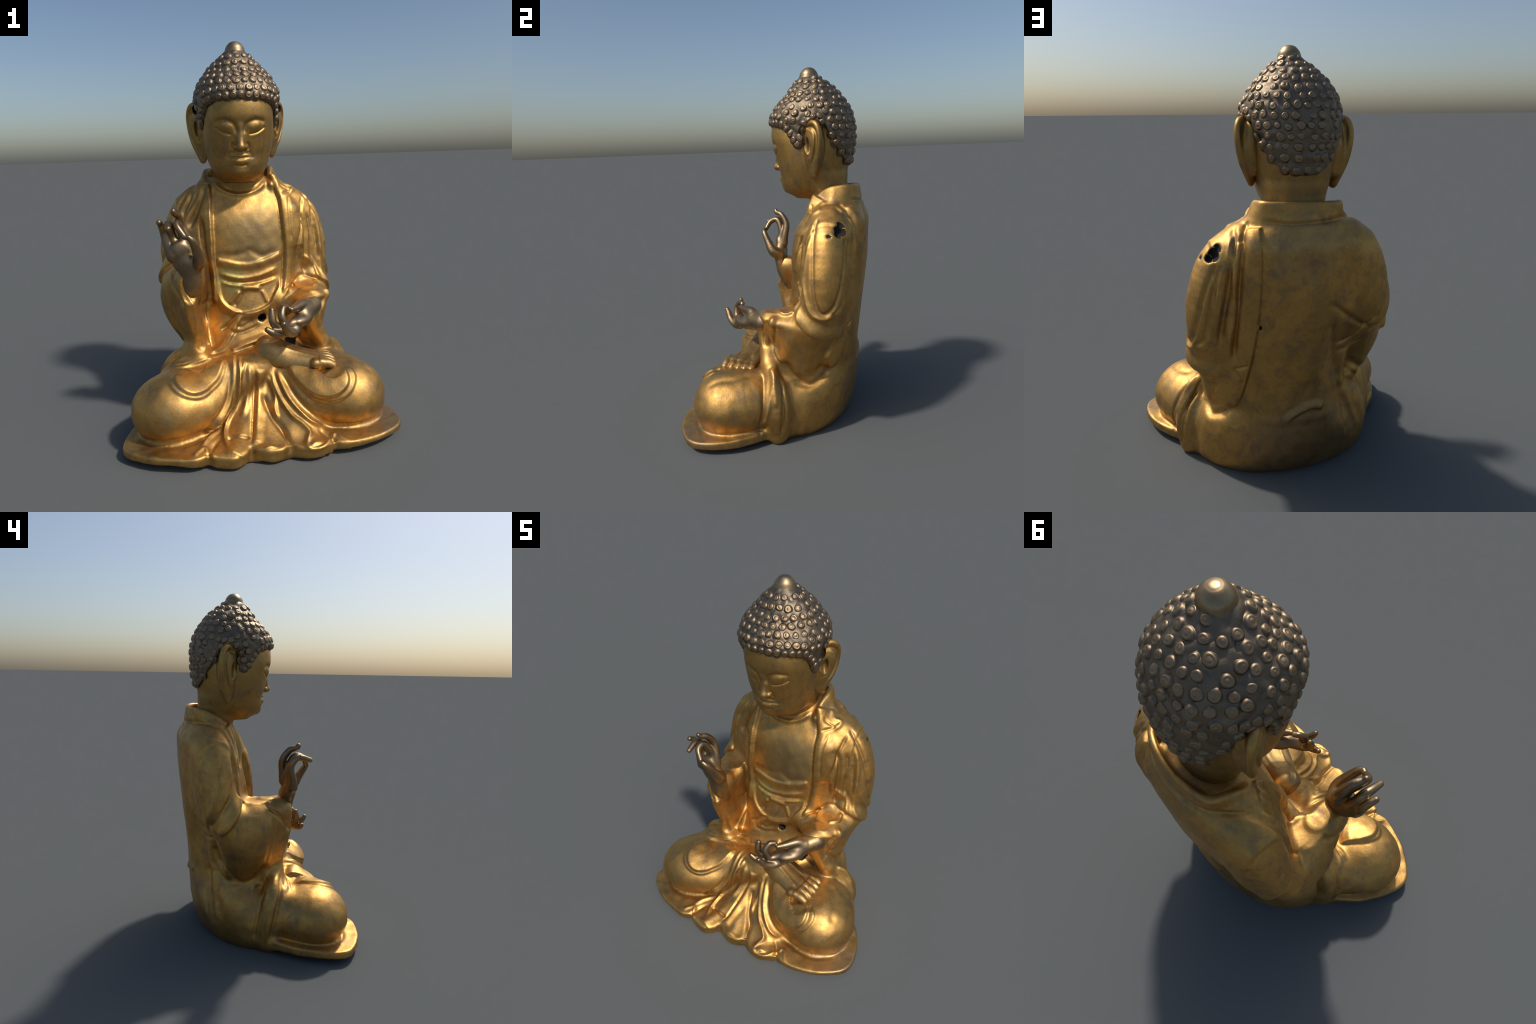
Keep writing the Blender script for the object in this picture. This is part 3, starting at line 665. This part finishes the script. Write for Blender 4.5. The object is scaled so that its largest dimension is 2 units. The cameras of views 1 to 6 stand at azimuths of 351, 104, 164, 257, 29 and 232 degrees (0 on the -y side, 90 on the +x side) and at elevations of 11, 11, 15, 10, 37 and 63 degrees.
fold.groove([(-0.210, 0.373, 0.459), (-0.241, 0.361, 0.330), (-0.255, 0.381, 0.229), (-0.266, 0.384, 0.137)], 0.012, 0.007)  # back side fold
fold.groove([(0.410, 0.081, 0.373), (0.490, 0.110, 0.290), (0.524, 0.129, 0.194), (0.534, 0.098, 0.050)], 0.011, 0.012)  # seat l fold
fold.ridge([(0.433, 0.054, 0.393), (0.511, 0.053, 0.302), (0.552, 0.033, 0.193), (0.571, -0.010, 0.040)], 0.014, 0.009)  # seat l fold2
# right arm
fold.groove([(-0.240, 0.376, 1.273), (-0.295, 0.320, 1.247), (-0.330, 0.281, 1.200), (-0.376, 0.257, 1.111), (-0.392, 0.252, 1.006), (-0.433, 0.265, 0.920), (-0.472, 0.315, 0.837), (-0.462, 0.363, 0.780)], 0.014, 0.013)  # ra f1
fold.groove([(-0.241, 0.344, 1.280), (-0.281, 0.292, 1.245), (-0.302, 0.250, 1.189), (-0.343, 0.225, 1.093), (-0.359, 0.221, 0.980)], 0.011, 0.010)  # ra f2
fold.ridge([(-0.442, 0.323, 1.018), (-0.462, 0.351, 0.930), (-0.459, 0.381, 0.836), (-0.366, 0.406, 0.722)], 0.020, 0.010)  # ra f3
fold.groove([(-0.456, 0.288, 0.888), (-0.473, 0.328, 0.813), (-0.447, 0.373, 0.750), (-0.343, 0.390, 0.688)], 0.012, 0.006)  # ra elb
fold.step([(-0.373, 0.209, 0.872), (-0.455, 0.237, 0.797), (-0.477, 0.284, 0.729), (-0.442, 0.335, 0.670)], 0.020, 0.006, 0.07, (0.1, 0.1), 1)  # ra hem
fold.groove([(-0.114, 0.509, 0.912), (-0.211, 0.472, 0.830), (-0.282, 0.434, 0.773), (-0.366, 0.406, 0.722)], 0.014, 0.008)  # ra back
fold.groove([(-0.391, 0.083, 0.846), (-0.417, 0.036, 0.804), (-0.401, -0.037, 0.731), (-0.360, -0.084, 0.662)], 0.012, 0.014)  # ra cuff
fold.groove([(-0.269, 0.347, 0.575), (-0.273, 0.314, 0.484), (-0.367, 0.269, 0.412)], 0.016, 0.010)  # ra pouch
fold.groove([(-0.273, 0.318, 0.521), (-0.378, 0.288, 0.450), (-0.370, 0.204, 0.366), (-0.372, 0.111, 0.403), (-0.422, 0.073, 0.515)], 0.024, 0.016)  # ra pouch2
fold.groove([(-0.428, 0.039, 0.784), (-0.445, 0.041, 0.687), (-0.429, 0.055, 0.569), (-0.405, 0.078, 0.478)], 0.014, 0.009)  # ra p3
fold.groove([(-0.363, -0.034, 0.422), (-0.463, -0.008, 0.356), (-0.513, 0.024, 0.285), (-0.531, 0.052, 0.180), (-0.520, 0.072, 0.048)], 0.012, 0.014)  # side r a
fold.groove([(-0.399, 0.054, 0.399), (-0.422, 0.090, 0.304), (-0.464, 0.129, 0.197), (-0.466, 0.148, 0.059)], 0.009, 0.008)  # side r b
fold.ridge([(-0.244, 0.350, 0.469), (-0.273, 0.344, 0.337), (-0.316, 0.339, 0.223), (-0.345, 0.333, 0.136)], 0.020, 0.009)  # side r c
fold.groove([(-0.056, 0.490, 1.263), (-0.194, 0.442, 1.266), (-0.244, 0.377, 1.270), (-0.283, 0.312, 1.252), (-0.314, 0.278, 1.210)], 0.009, 0.008)  # collar4
# broad pleats between the notches of the hem
fold.ridge([(-0.195, -0.505, 0.075), (-0.165, -0.430, 0.115), (-0.120, -0.330, 0.190)], 0.032, 0.016, (0.02, 0.7))  # pleat
fold.ridge([(-0.015, -0.495, 0.075), (-0.015, -0.420, 0.100), (-0.015, -0.330, 0.160)], 0.030, 0.010, (0.02, 0.7))  # pleat
fold.ridge([(0.205, -0.505, 0.075), (0.185, -0.440, 0.100), (0.150, -0.370, 0.160)], 0.030, 0.012, (0.02, 0.7))  # pleat
fold.groove([(0.298, -0.485, 0.075), (0.280, -0.440, 0.090), (0.240, -0.400, 0.120)], 0.012, 0.014, (0.02, 0.6))  # pleat
fold.groove([(-0.302, -0.480, 0.075), (-0.275, -0.420, 0.090), (-0.225, -0.360, 0.120)], 0.012, 0.014, (0.02, 0.6))  # pleat
fold.groove([(0.086, -0.475, 0.080), (0.070, -0.420, 0.100), (0.045, -0.340, 0.160)], 0.012, 0.014, (0.02, 0.6))  # pleat
V = fold.apply(1)
# hand-worked unevenness of the cast surface
N = normals(V, Q); wob = np.zeros(len(V))
for _ in range(26):
    k = RNG.normal(0, 1, 3); k *= RNG.uniform(28, 130) / np.linalg.norm(k)
    wob += (14.0 / np.linalg.norm(k)) ** 0.7 * np.sin(V @ k + RNG.uniform(0, 6.28))
V = V + N * (0.00062 * wob)[:, None]
V[:, 2] = np.maximum(V[:, 2], 0.0)
V[:, 1] = np.maximum(V[:, 1], -0.524)
BN = normals(V, Q)
C = V[Q].mean(1)
dark = np.zeros(len(Q), bool)
for c, r in CAVITIES:
    q = (((C - c) / (np.array(r) * 1.06)) ** 2).sum(1)
    dark |= q < 1
# one continuous skin, separated by region so that every part is its own object
x, y, z = C.T
region = np.zeros(len(Q), int)
region[(z < 0.42) & (y < 0.03) & (np.abs(x) > 0.11)] = 1
region[(z < 0.40) & (y < 0.03) & (np.abs(x) <= 0.11)] = 2
region[(z < 0.072) & (y < 0.05)] = 3
region[(z > 0.40) & (np.abs(x) > 0.255) & (z < 1.16)] = 4
region[(z > 0.85) & (z < 1.215) & (x > -0.178) & (x < 0.172) & (y < 0.25)] = 5
for name, sel in (("robe", region == 0), ("chest", region == 5), ("leg", (region == 1) & (x < 0)), ("leg", (region == 1) & (x >= 0)), ("lap_cloth", region == 2),
                  ("skirt_hem", region == 3), ("sleeve", (region == 4) & (x < 0)), ("sleeve", (region == 4) & (x >= 0))):
    make_object(name, V, Q[sel], [GILT, DARK], statue, face_mat=dark[sel].astype(int), vnormals=BN)

# ================================================================== hands
def hand(name, spec, palm, k, box):
    f = Field(box[0], box[1], 0.0024 / QUALITY)
    for p in palm:
        f.add(p, 0.02)
    for pts, rad in spec:
        f.add(tube(pts, [r * 1.22 for r in rad]), k)
    V, Q = f.mesh()
    V = relax(V, Q, 2, 0.5)
    return make_object(name, V, Q, [BRONZE], statue, vnormals=normals(V, Q))


hand("hand", [
    # thumb, index, middle, ring, little finger
    ([(-0.300, -0.062, 0.875), (-0.279, -0.105, 0.905), (-0.296, -0.147, 0.978), (-0.312, -0.168, 1.018), (-0.328, -0.175, 1.037)], [0.030, 0.027, 0.018, 0.015, 0.011]),
    ([(-0.345, -0.055, 0.96), (-0.355, -0.063, 1.035), (-0.376, -0.092, 1.098), (-0.380, -0.140, 1.088), (-0.348, -0.168, 1.040)], [0.021, 0.0165, 0.0155, 0.014, 0.0115]),
    ([(-0.330, -0.042, 0.95), (-0.334, -0.036, 1.0), (-0.354, -0.028, 1.075), (-0.372, -0.062, 1.132), (-0.389, -0.098, 1.148), (-0.394, -0.106, 1.160)], [0.021, 0.0185, 0.017, 0.015, 0.0125, 0.011]),
    ([(-0.385, -0.060, 0.96), (-0.405, -0.052, 1.03), (-0.418, -0.075, 1.088), (-0.424, -0.11, 1.098), (-0.423, -0.166, 1.083)], [0.021, 0.017, 0.016, 0.015, 0.0115]),
    ([(-0.415, -0.075, 0.93), (-0.436, -0.062, 0.99), (-0.447, -0.050, 1.048), (-0.458, -0.072, 1.092), (-0.466, -0.098, 1.108)], [0.021, 0.0165, 0.015, 0.0135, 0.011]),
], [ellipsoid((-0.365, -0.068, 0.935), (0.062, 0.034, 0.075), (6, -18, 0), 2.4),
    tube([(-0.335, -0.005, 0.68), (-0.322, -0.045, 0.77), (-0.322, -0.062, 0.845), (-0.342, -0.068, 0.89)], [0.056, 0.060, 0.057, 0.056], flat=((0, 1, 0), 1.38))], 0.012,
    ((-0.52, -0.24, 0.62), (-0.20, 0.08, 1.20)))

hand("hand", [
    ([(0.262, -0.10, 0.630), (0.235, -0.125, 0.648), (0.19, -0.175, 0.648), (0.160, -0.208, 0.650)], [0.028, 0.024, 0.018, 0.012]),
    ([(0.165, -0.20, 0.578), (0.127, -0.243, 0.578), (0.103, -0.250, 0.628), (0.114, -0.225, 0.664), (0.137, -0.205, 0.666)], [0.021, 0.0165, 0.0155, 0.014, 0.0115]),
    ([(0.150, -0.20, 0.565), (0.095, -0.235, 0.565), (0.060, -0.250, 0.600), (0.054, -0.246, 0.635), (0.054, -0.239, 0.664)], [0.021, 0.018, 0.016, 0.015, 0.0115]),
    ([(0.160, -0.215, 0.553), (0.105, -0.255, 0.545), (0.06, -0.27, 0.555), (0.024, -0.274, 0.577)], [0.021, 0.018, 0.016, 0.0115]),
    ([(0.185, -0.21, 0.549), (0.160, -0.245, 0.540), (0.125, -0.285, 0.560), (0.104, -0.305, 0.595), (0.097, -0.315, 0.614)], [0.021, 0.018, 0.016, 0.014, 0.011]),
], [ellipsoid((0.207, -0.160, 0.580), (0.080, 0.060, 0.033), (0, 0, 42), 2.4),
    tube([(0.31, -0.03, 0.615), (0.268, -0.08, 0.607), (0.235, -0.125, 0.598)], [0.056, 0.054, 0.050])], 0.012,
    ((-0.02, -0.36, 0.50), (0.38, 0.04, 0.72)))

# ================================================================== foot
FOOT = Field((-0.05, -0.33, 0.28), (0.45, 0.02, 0.52), 0.0032 / QUALITY)
FOOT.add(tube([(0.055, -0.105, 0.405), (0.17, -0.165, 0.367), (0.305, -0.235, 0.358)], [0.046, 0.041, 0.033]), 0)
FOOT.add(tube([(0.065, -0.085, 0.415), (0.18, -0.080, 0.372), (0.325, -0.105, 0.353)], [0.048, 0.040, 0.026]), 0.05)
FOOT.add(tube([(0.055, -0.090, 0.420), (0.17, -0.125, 0.374), (0.315, -0.17, 0.358)], [0.052, 0.044, 0.030]), 0.05)
FOOT.add(tube([(0.06, -0.09, 0.41), (0.02, -0.10, 0.36), (-0.03, -0.07, 0.28)], [0.056, 0.062, 0.065]), 0.04)
FOOT.add(tube([(0.05, -0.115, 0.365), (0.17, -0.178, 0.345), (0.285, -0.222, 0.345)], [0.042, 0.038, 0.026]), 0.03)
toe_knuckle = spline([(0.300, -0.250, 0.372), (0.325, -0.165, 0.368), (0.335, -0.090, 0.362)], 8)
toe_tip = spline([(0.358, -0.258, 0.357), (0.378, -0.175, 0.358), (0.378, -0.098, 0.360)], 8)
for i, r in enumerate((0.0245, 0.0215, 0.0205, 0.0195, 0.0185)):
    k = min(int(i / 4 * (len(toe_tip) - 1)), len(toe_tip) - 1)
    FOOT.add(tube([toe_knuckle[k] - (0.03, 0, 0.002), (toe_knuckle[k] + toe_tip[k]) / 2 + (0, 0, 0.004), toe_tip[k]], [r, r, r * 0.9]), 0.009)
V, Q = FOOT.mesh()
V = relax(V, Q, 1, 0.5)
ft = Folds(V, Q)
ft.step([(0.285, -0.275, 0.380), (0.31, -0.17, 0.390), (0.318, -0.07, 0.378)], 0.0025, 0.004, 0.03, (0.05, 0.05), 1)
for q in (-0.03, 0.02):
    ft.ridge([(0.10, -0.11 + q, 0.44), (0.20, -0.13 + q * 1.6, 0.415), (0.29, -0.16 + q * 2, 0.39)], 0.010, 0.004)
V = ft.apply(1)
make_object("foot", V, Q, [FOOT_GILT], statue, vnormals=normals(V, Q))

# ================================================================== head
HX, FX = -0.025, -0.037            # middle of the skull, middle of the face
head = Field((-0.32, -0.08, 1.12), (0.28, 0.50, 1.98), 0.0032 / QUALITY)
head.add(loft([(1.285, HX, 0.07, 0.115, 0.30), (1.32, HX + .002, 0.118, 0.058, 0.36), (1.36, HX, 0.147, 0.040, 0.38), (1.40, HX, 0.166, 0.030, 0.40),
               (1.45, HX, 0.180, 0.016, 0.41), (1.50, HX, 0.188, 0.004, 0.42), (1.56, HX, 0.193, -0.010, 0.43), (1.62, HX, 0.192, -0.024, 0.43),
               (1.69, HX, 0.186, -0.018, 0.43), (1.75, HX, 0.17, 0.01, 0.41), (1.80, HX, 0.13, 0.06, 0.37)], 2.25), 0.0)
head.add(ellipsoid((HX, 0.20, 1.37), (0.13, 0.16, 0.085)), 0.05)
head.add(loft([(1.16, -0.012, 0.125, 0.215, 0.42), (1.25, -0.012, 0.130, 0.198, 0.415), (1.30, -0.013, 0.138, 0.190, 0.411), (1.36, -0.015, 0.147, 0.17, 0.406), (1.42, -0.018, 0.145, 0.18, 0.398), (1.48, -0.02, 0.10, 0.24, 0.36)], 2.2), 0.02)
# nose: bridge, tip, wings
head.add(tube([(FX, 0.006, 1.560), (FX, 0.004, 1.51), (FX, -0.003, 1.465)], [0.012, 0.014, 0.018]), 0.025)
head.add(ellipsoid((FX, 0.000, 1.456), (0.024, 0.024, 0.018)), 0.012)
for sx in (-1, 1):
    head.add(ellipsoid((FX + sx * 0.024, 0.012, 1.456), (0.015, 0.016, 0.013)), 0.008)
# mouth and chin
head.add(ellipsoid((FX, 0.044, 1.393), (0.050, 0.028, 0.028)), 0.02)
head.add(ellipsoid((FX + 0.003, 0.065, 1.335), (0.042, 0.032, 0.028)), 0.02)
V, Q = head.mesh()
V = relax(V, Q, 2, 0.5)
hf = Folds(V, Q)
#FACE#
for sx in (-1, 1):
    def F(*pts):
        return [(FX + sx * x, y, z) for x, y, z in pts]
    hf.groove(F((0.018, 0.00, 1.515), (0.021, 0.00, 1.548), (0.036, -0.005, 1.574), (0.070, 0.0, 1.590), (0.108, 0.015, 1.588), (0.135, 0.03, 1.575)), 0.011, 0.0075)
    hf.ridge(F((0.040, 0.01, 1.545), (0.075, 0.01, 1.560), (0.110, 0.02, 1.562)), 0.019, 0.0055, (0.35, 0.35))
    hf.groove(F((0.041, 0.01, 1.522), (0.062, 0.01, 1.524), (0.090, 0.013, 1.530), (0.118, 0.02, 1.545), (0.134, 0.03, 1.558)), 0.0046, 0.0055, (0.1, 0.1))
    hf.ridge(F((0.046, 0.01, 1.509), (0.075, 0.012, 1.511), (0.105, 0.018, 1.524), (0.130, 0.03, 1.543)), 0.007, 0.0008)
    hf.groove(F((0.030, 0.01, 1.480), (0.041, 0.012, 1.470), (0.044, 0.016, 1.452), (0.034, 0.018, 1.442)), 0.006, 0.006)
    hf.groove(F((0.040, 0.025, 1.440), (0.054, 0.035, 1.42), (0.060, 0.045, 1.40)), 0.010, 0.003)
    hf.groove(F((0.012, 0.01, 1.436), (0.026, 0.012, 1.440)), 0.006, 0.006)
hf.groove([(FX - 0.052, 0.055, 1.408), (FX - 0.022, 0.03, 1.403), (FX, 0.022, 1.401), (FX + 0.022, 0.03, 1.403), (FX + 0.055, 0.055, 1.408)], 0.0055, 0.0075)
hf.ridge([(FX - 0.035, 0.035, 1.412), (FX - 0.012, 0.02, 1.416), (FX, 0.02, 1.412), (FX + 0.012, 0.02, 1.416), (FX + 0.038, 0.035, 1.412)], 0.007, 0.003)
hf.ridge([(FX - 0.028, 0.03, 1.390), (FX, 0.025, 1.386), (FX + 0.030, 0.03, 1.390)], 0.009, 0.002)
hf.groove([(FX - 0.034, 0.045, 1.375), (FX, 0.04, 1.371), (FX + 0.036, 0.045, 1.376)], 0.008, 0.005)
hf.groove([(FX - 0.045, 0.065, 1.335), (FX - 0.02, 0.075, 1.312), (FX + 0.005, 0.08, 1.307), (FX + 0.035, 0.075, 1.316), (FX + 0.052, 0.07, 1.340)], 0.006, 0.004)
V = hf.apply(1)
HN = normals(V, Q)
neck = V[Q].mean(1)[:, 2] < 1.272
make_object("head", V, Q[~neck], [SKIN], statue, vnormals=HN)
make_object("neck", V, Q[neck], [SKIN], statue, vnormals=HN)

# hair: a thick cap, cut along the hairline (height of its edge as a function of depth)
HAIRLINE = curve1d([-0.10, -0.03, 0.03, 0.06, 0.08, 0.10, 0.12, 0.135, 0.15, 0.168, 0.185, 0.194, 0.205, 0.25, 0.30, 0.325, 0.345, 0.36, 0.38, 0.405, 0.43, 0.50],
                   [1.692, 1.690, 1.682, 1.674, 1.662, 1.642, 1.615, 1.586, 1.563, 1.550, 1.58, 1.63, 1.672, 1.685, 1.675, 1.64, 1.60, 1.57, 1.53, 1.480, 1.446, 1.436], 6)
hair = Field((-0.32, -0.09, 1.36), (0.28, 0.52, 2.01), 0.0035 / QUALITY)
cap = loft([(1.40, HX, 0.150, 0.05, 0.410), (1.46, HX, 0.185, 0.03, 0.428), (1.55, HX, 0.206, 0.010, 0.446), (1.62, HX, 0.217, -0.01, 0.451),
            (1.66, HX, 0.221, -0.020, 0.452), (1.69, HX, 0.223, -0.028, 0.448), (1.72, HX, 0.223, -0.029, 0.441), (1.76, HX, 0.213, -0.014, 0.429),
            (1.80, HX, 0.194, 0.014, 0.407), (1.84, HX, 0.162, 0.058, 0.378), (1.88, HX, 0.127, 0.086, 0.343), (1.92, HX, 0.082, 0.116, 0.290),
            (1.955, HX, 0.048, 0.147, 0.243)], 2.15)


def hair_body(X, Y, Z):
    d = cap(X, Y, Z)
    cut = (HAIRLINE(Y).astype(F32) - Z) * F32(0.8)
    return -smin(-d, -cut, 0.02)


hair_body.box = cap.box
hair.add(hair_body, 0)
V, Q = hair.mesh()
V = relax(V, Q, 3, 0.5)
HAIR_V, HAIR_N = V, normals(V, Q)
lump = np.zeros(len(V))
for _ in range(14):
    k = RNG.normal(0, 1, 3); k *= RNG.uniform(90, 190) / np.linalg.norm(k)
    lump += 0.0006 * np.sin(V @ k + RNG.uniform(0, 6.28))
V = V + HAIR_N * lump[:, None]
hair_ob = make_object("hair", V, Q, [HAIR], statue, vnormals=normals(V, Q))

knob = Field((-0.12, 0.10, 1.90), (0.08, 0.30, 2.02), 0.003 / QUALITY)
knob.add(loft([(1.915, HX, 0.064, 0.131, 0.259), (1.95, HX, 0.054, 0.141, 0.249), (1.968, HX, 0.049, 0.146, 0.244), (1.982, HX, 0.040, 0.155, 0.235),
               (1.993, HX, 0.029, 0.166, 0.224), (1.998, HX, 0.019, 0.176, 0.214), (2.0005, HX, 0.008, 0.187, 0.203)], 2.0))
V, Q = knob.mesh()
V = relax(V, Q, 2, 0.5)
make_object("topknot", V, Q, [KNOB], statue, vnormals=normals(V, Q))

# long-lobed ears: rim, plate, inner ridge, hollowed shell
for sx in (1, -1):
    dy, dz = (0.0, 0.0) if sx > 0 else (0.018, -0.022)

    def E(x, y, z, low=0.0):
        w = min(max((1.69 - z) / 0.28, 0), 1)
        return (x - 0.004 if sx > 0 else 2 * HX - x + 0.009, y + dy, z + dz * w)
    e = Field((-0.36, 0.12, 1.33) if sx < 0 else (0.10, 0.12, 1.36), (-0.14, 0.38, 1.74) if sx < 0 else (0.30, 0.36, 1.74), 0.0028 / QUALITY)
    nrm = (sx * 0.75, -0.66, 0.0)
    e.add(tube([E(0.178, 0.205, 1.63), E(0.210, 0.245, 1.60), E(0.200, 0.245, 1.52)], [0.038, 0.046, 0.040], flat=(nrm, 2.6)), 0)
    e.add(tube([E(0.165, 0.205, 1.60), E(0.165, 0.215, 1.52), E(0.160, 0.225, 1.45)], [0.030, 0.034, 0.024], flat=(nrm, 1.8)), 0.02)
    e.add(tube([E(0.215, 0.262, 1.66), E(0.215, 0.265, 1.56), E(0.192, 0.255, 1.48), E(0.172, 0.243, 1.425)], [0.028, 0.030, 0.029, 0.026], flat=(nrm, 1.9)), 0.02)
    e.add(tube([E(0.168, 0.200, 1.625), E(0.178, 0.208, 1.66), E(0.198, 0.235, 1.688), E(0.224, 0.266, 1.682), E(0.236, 0.284, 1.64), E(0.231, 0.284, 1.57),
                E(0.209, 0.270, 1.49), E(0.184, 0.252, 1.435)], [0.010, 0.013, 0.015, 0.016, 0.016, 0.015, 0.014, 0.012]), 0.008)
    e.add(tube([E(0.198, 0.222, 1.650), E(0.222, 0.250, 1.635), E(0.224, 0.258, 1.58), E(0.205, 0.240, 1.52), E(0.188, 0.222, 1.50)], [0.007, 0.009, 0.009, 0.008, 0.006]), 0.006)
    e.add(tube([E(0.170, 0.200, 1.57), E(0.182, 0.205, 1.545), E(0.190, 0.215, 1.525)], [0.010, 0.009, 0.007]), 0.008)
    e.add(tube([E(0.165, 0.262, 1.655), E(0.172, 0.272, 1.57), E(0.160, 0.262, 1.48)], [0.034, 0.036, 0.030]), 0.03)
    e.cut(ellipsoid(E(0.203, 0.218, 1.572), (0.015, 0.026, 0.042), (0, 0, sx * 40)), 0.006)
    e.cut(tube([E(0.199, 0.214, 1.668), E(0.226, 0.246, 1.664), E(0.243, 0.266, 1.63), E(0.241, 0.266, 1.57), E(0.222, 0.250, 1.51), E(0.200, 0.232, 1.46)],
               [0.006, 0.010, 0.010, 0.010, 0.009, 0.006]), 0.004)
    V, Q = e.mesh(); V = relax(V, Q, 2, 0.5)
    make_object("ear", V, Q, [SKIN], statue, vnormals=normals(V, Q))

#CURLS#
# ================================================================== snail curls
def curl_mesh(name, seed):
    """Low boss with a flared foot and a spiral score on its cap."""
    rng = np.random.default_rng(seed)
    prof = [(1.55, -0.22), (1.25, -0.05), (1.02, 0.10), (0.92, 0.34), (0.84, 0.58), (0.70, 0.78), (0.56, 0.86), (0.46, 0.80), (0.36, 0.84), (0.18, 0.93), (0.0, 0.95)]
    n = 20
    V = []; Q = []
    ph = rng.uniform(0, 6.28)
    for i, (r, z) in enumerate(prof):
        for k in range(n):
            a = 2 * math.pi * k / n
            w = 1 + 0.05 * math.sin(2 * a + ph) + 0.03 * math.sin(3 * a - ph)
            dz = 0.05 * math.sin(a + ph) + (0.06 * math.sin(a - ph + i) if 4 < i < 9 else 0)
            V.append((r * w * math.cos(a), r * w * math.sin(a), z + dz * (i > 1)))
    for i in range(len(prof) - 1):
        for k in range(n):
            k2 = (k + 1) % n
            Q.append((i * n + k, i * n + k2, (i + 1) * n + k2, (i + 1) * n + k))
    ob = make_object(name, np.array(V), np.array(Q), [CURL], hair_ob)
    return ob


CENTRE = np.array([HX, 0.205, 1.66])
DIRS = HAIR_V - CENTRE
DIRS /= np.linalg.norm(DIRS, axis=1)[:, None]


def on_hair(d):
    i = int(np.argmax(DIRS @ (d / np.linalg.norm(d))))
    return HAIR_V[i], HAIR_N[i]


spots = []          # position, normal, size


def try_spot(p, n, size, gap):
    if all(np.linalg.norm(p - q[0]) > gap for q in spots):
        spots.append((p, n, size))


# rows along the brow hairline, temple to temple, then up the whole skull
for row, (lift, step, size) in enumerate(((0.018, 0.0400, 0.0180), (0.057, 0.0455, 0.0205))):
    edge = []
    for t in np.linspace(-1, 1, 400):
        a = t * math.radians(115)
        d = np.array([math.sin(a) * 0.9, -math.cos(a), 0.0])
        d = d / np.linalg.norm(d)
        p, n = on_hair(np.array([d[0] * 0.22, d[1] * 0.24, 0.035 + lift - 0.016]))
        z = float(HAIRLINE(p[1])) + lift
        p, n = on_hair(np.array([p[0], p[1], z]) - CENTRE)
        edge.append((p, n))
    last = None; run = step * (0.5 if row else 0.0)
    for (p, n), (p2, _) in zip(edge, edge[1:]):
        run += np.linalg.norm(p2 - p)
        if run >= step:
            run -= step
            try_spot(p, n, size * RNG.uniform(0.92, 1.08), step * 0.75)
for ring in range(1, 30):
    th = ring * 0.172
    if th > 2.6:
        break
    for k in range(180):
        a = 2 * math.pi * (k / 180.0) + 0.5 * ring
        d = np.array([math.sin(th) * math.sin(a), -math.sin(th) * math.cos(a), math.cos(th)])
        p, n = on_hair(d + RNG.normal(0, 0.012, 3))
        if p[2] < float(HAIRLINE(p[1])) + 0.014 or p[2] > 1.945:
            continue
        if 0.17 < p[1] < 0.30 and p[2] < 1.70:
            continue
        back = smoothstep(0.2, 0.4, p[1])
        try_spot(p, n, (0.0195 - 0.0010 * back) * RNG.uniform(0.85, 1.15), 0.0400)
masters = [curl_mesh("curl", i) for i in range(6)]
for i, (p, n, size) in enumerate(spots):
    ob = masters[i] if i < 6 else masters[i % 6].copy()
    if i >= 6:
        bpy.context.scene.collection.objects.link(ob)
        ob.parent = hair_ob
    z = Vector(n + RNG.normal(0, 0.06, 3)).normalized()
    x = Vector((0.3, 1, 0.2)).cross(z).normalized()
    y = z.cross(x)
    spin = Matrix.Rotation(RNG.uniform(0, 6.28), 4, 'Z')
    R = Matrix((x, y, z)).transposed().to_4x4()
    ob.matrix_world = Matrix.Translation(Vector(p - 0.003 * n)) @ R @ spin @ Matrix.Diagonal((size, size, size * RNG.uniform(0.55, 0.75), 1))
print("curls", len(spots))
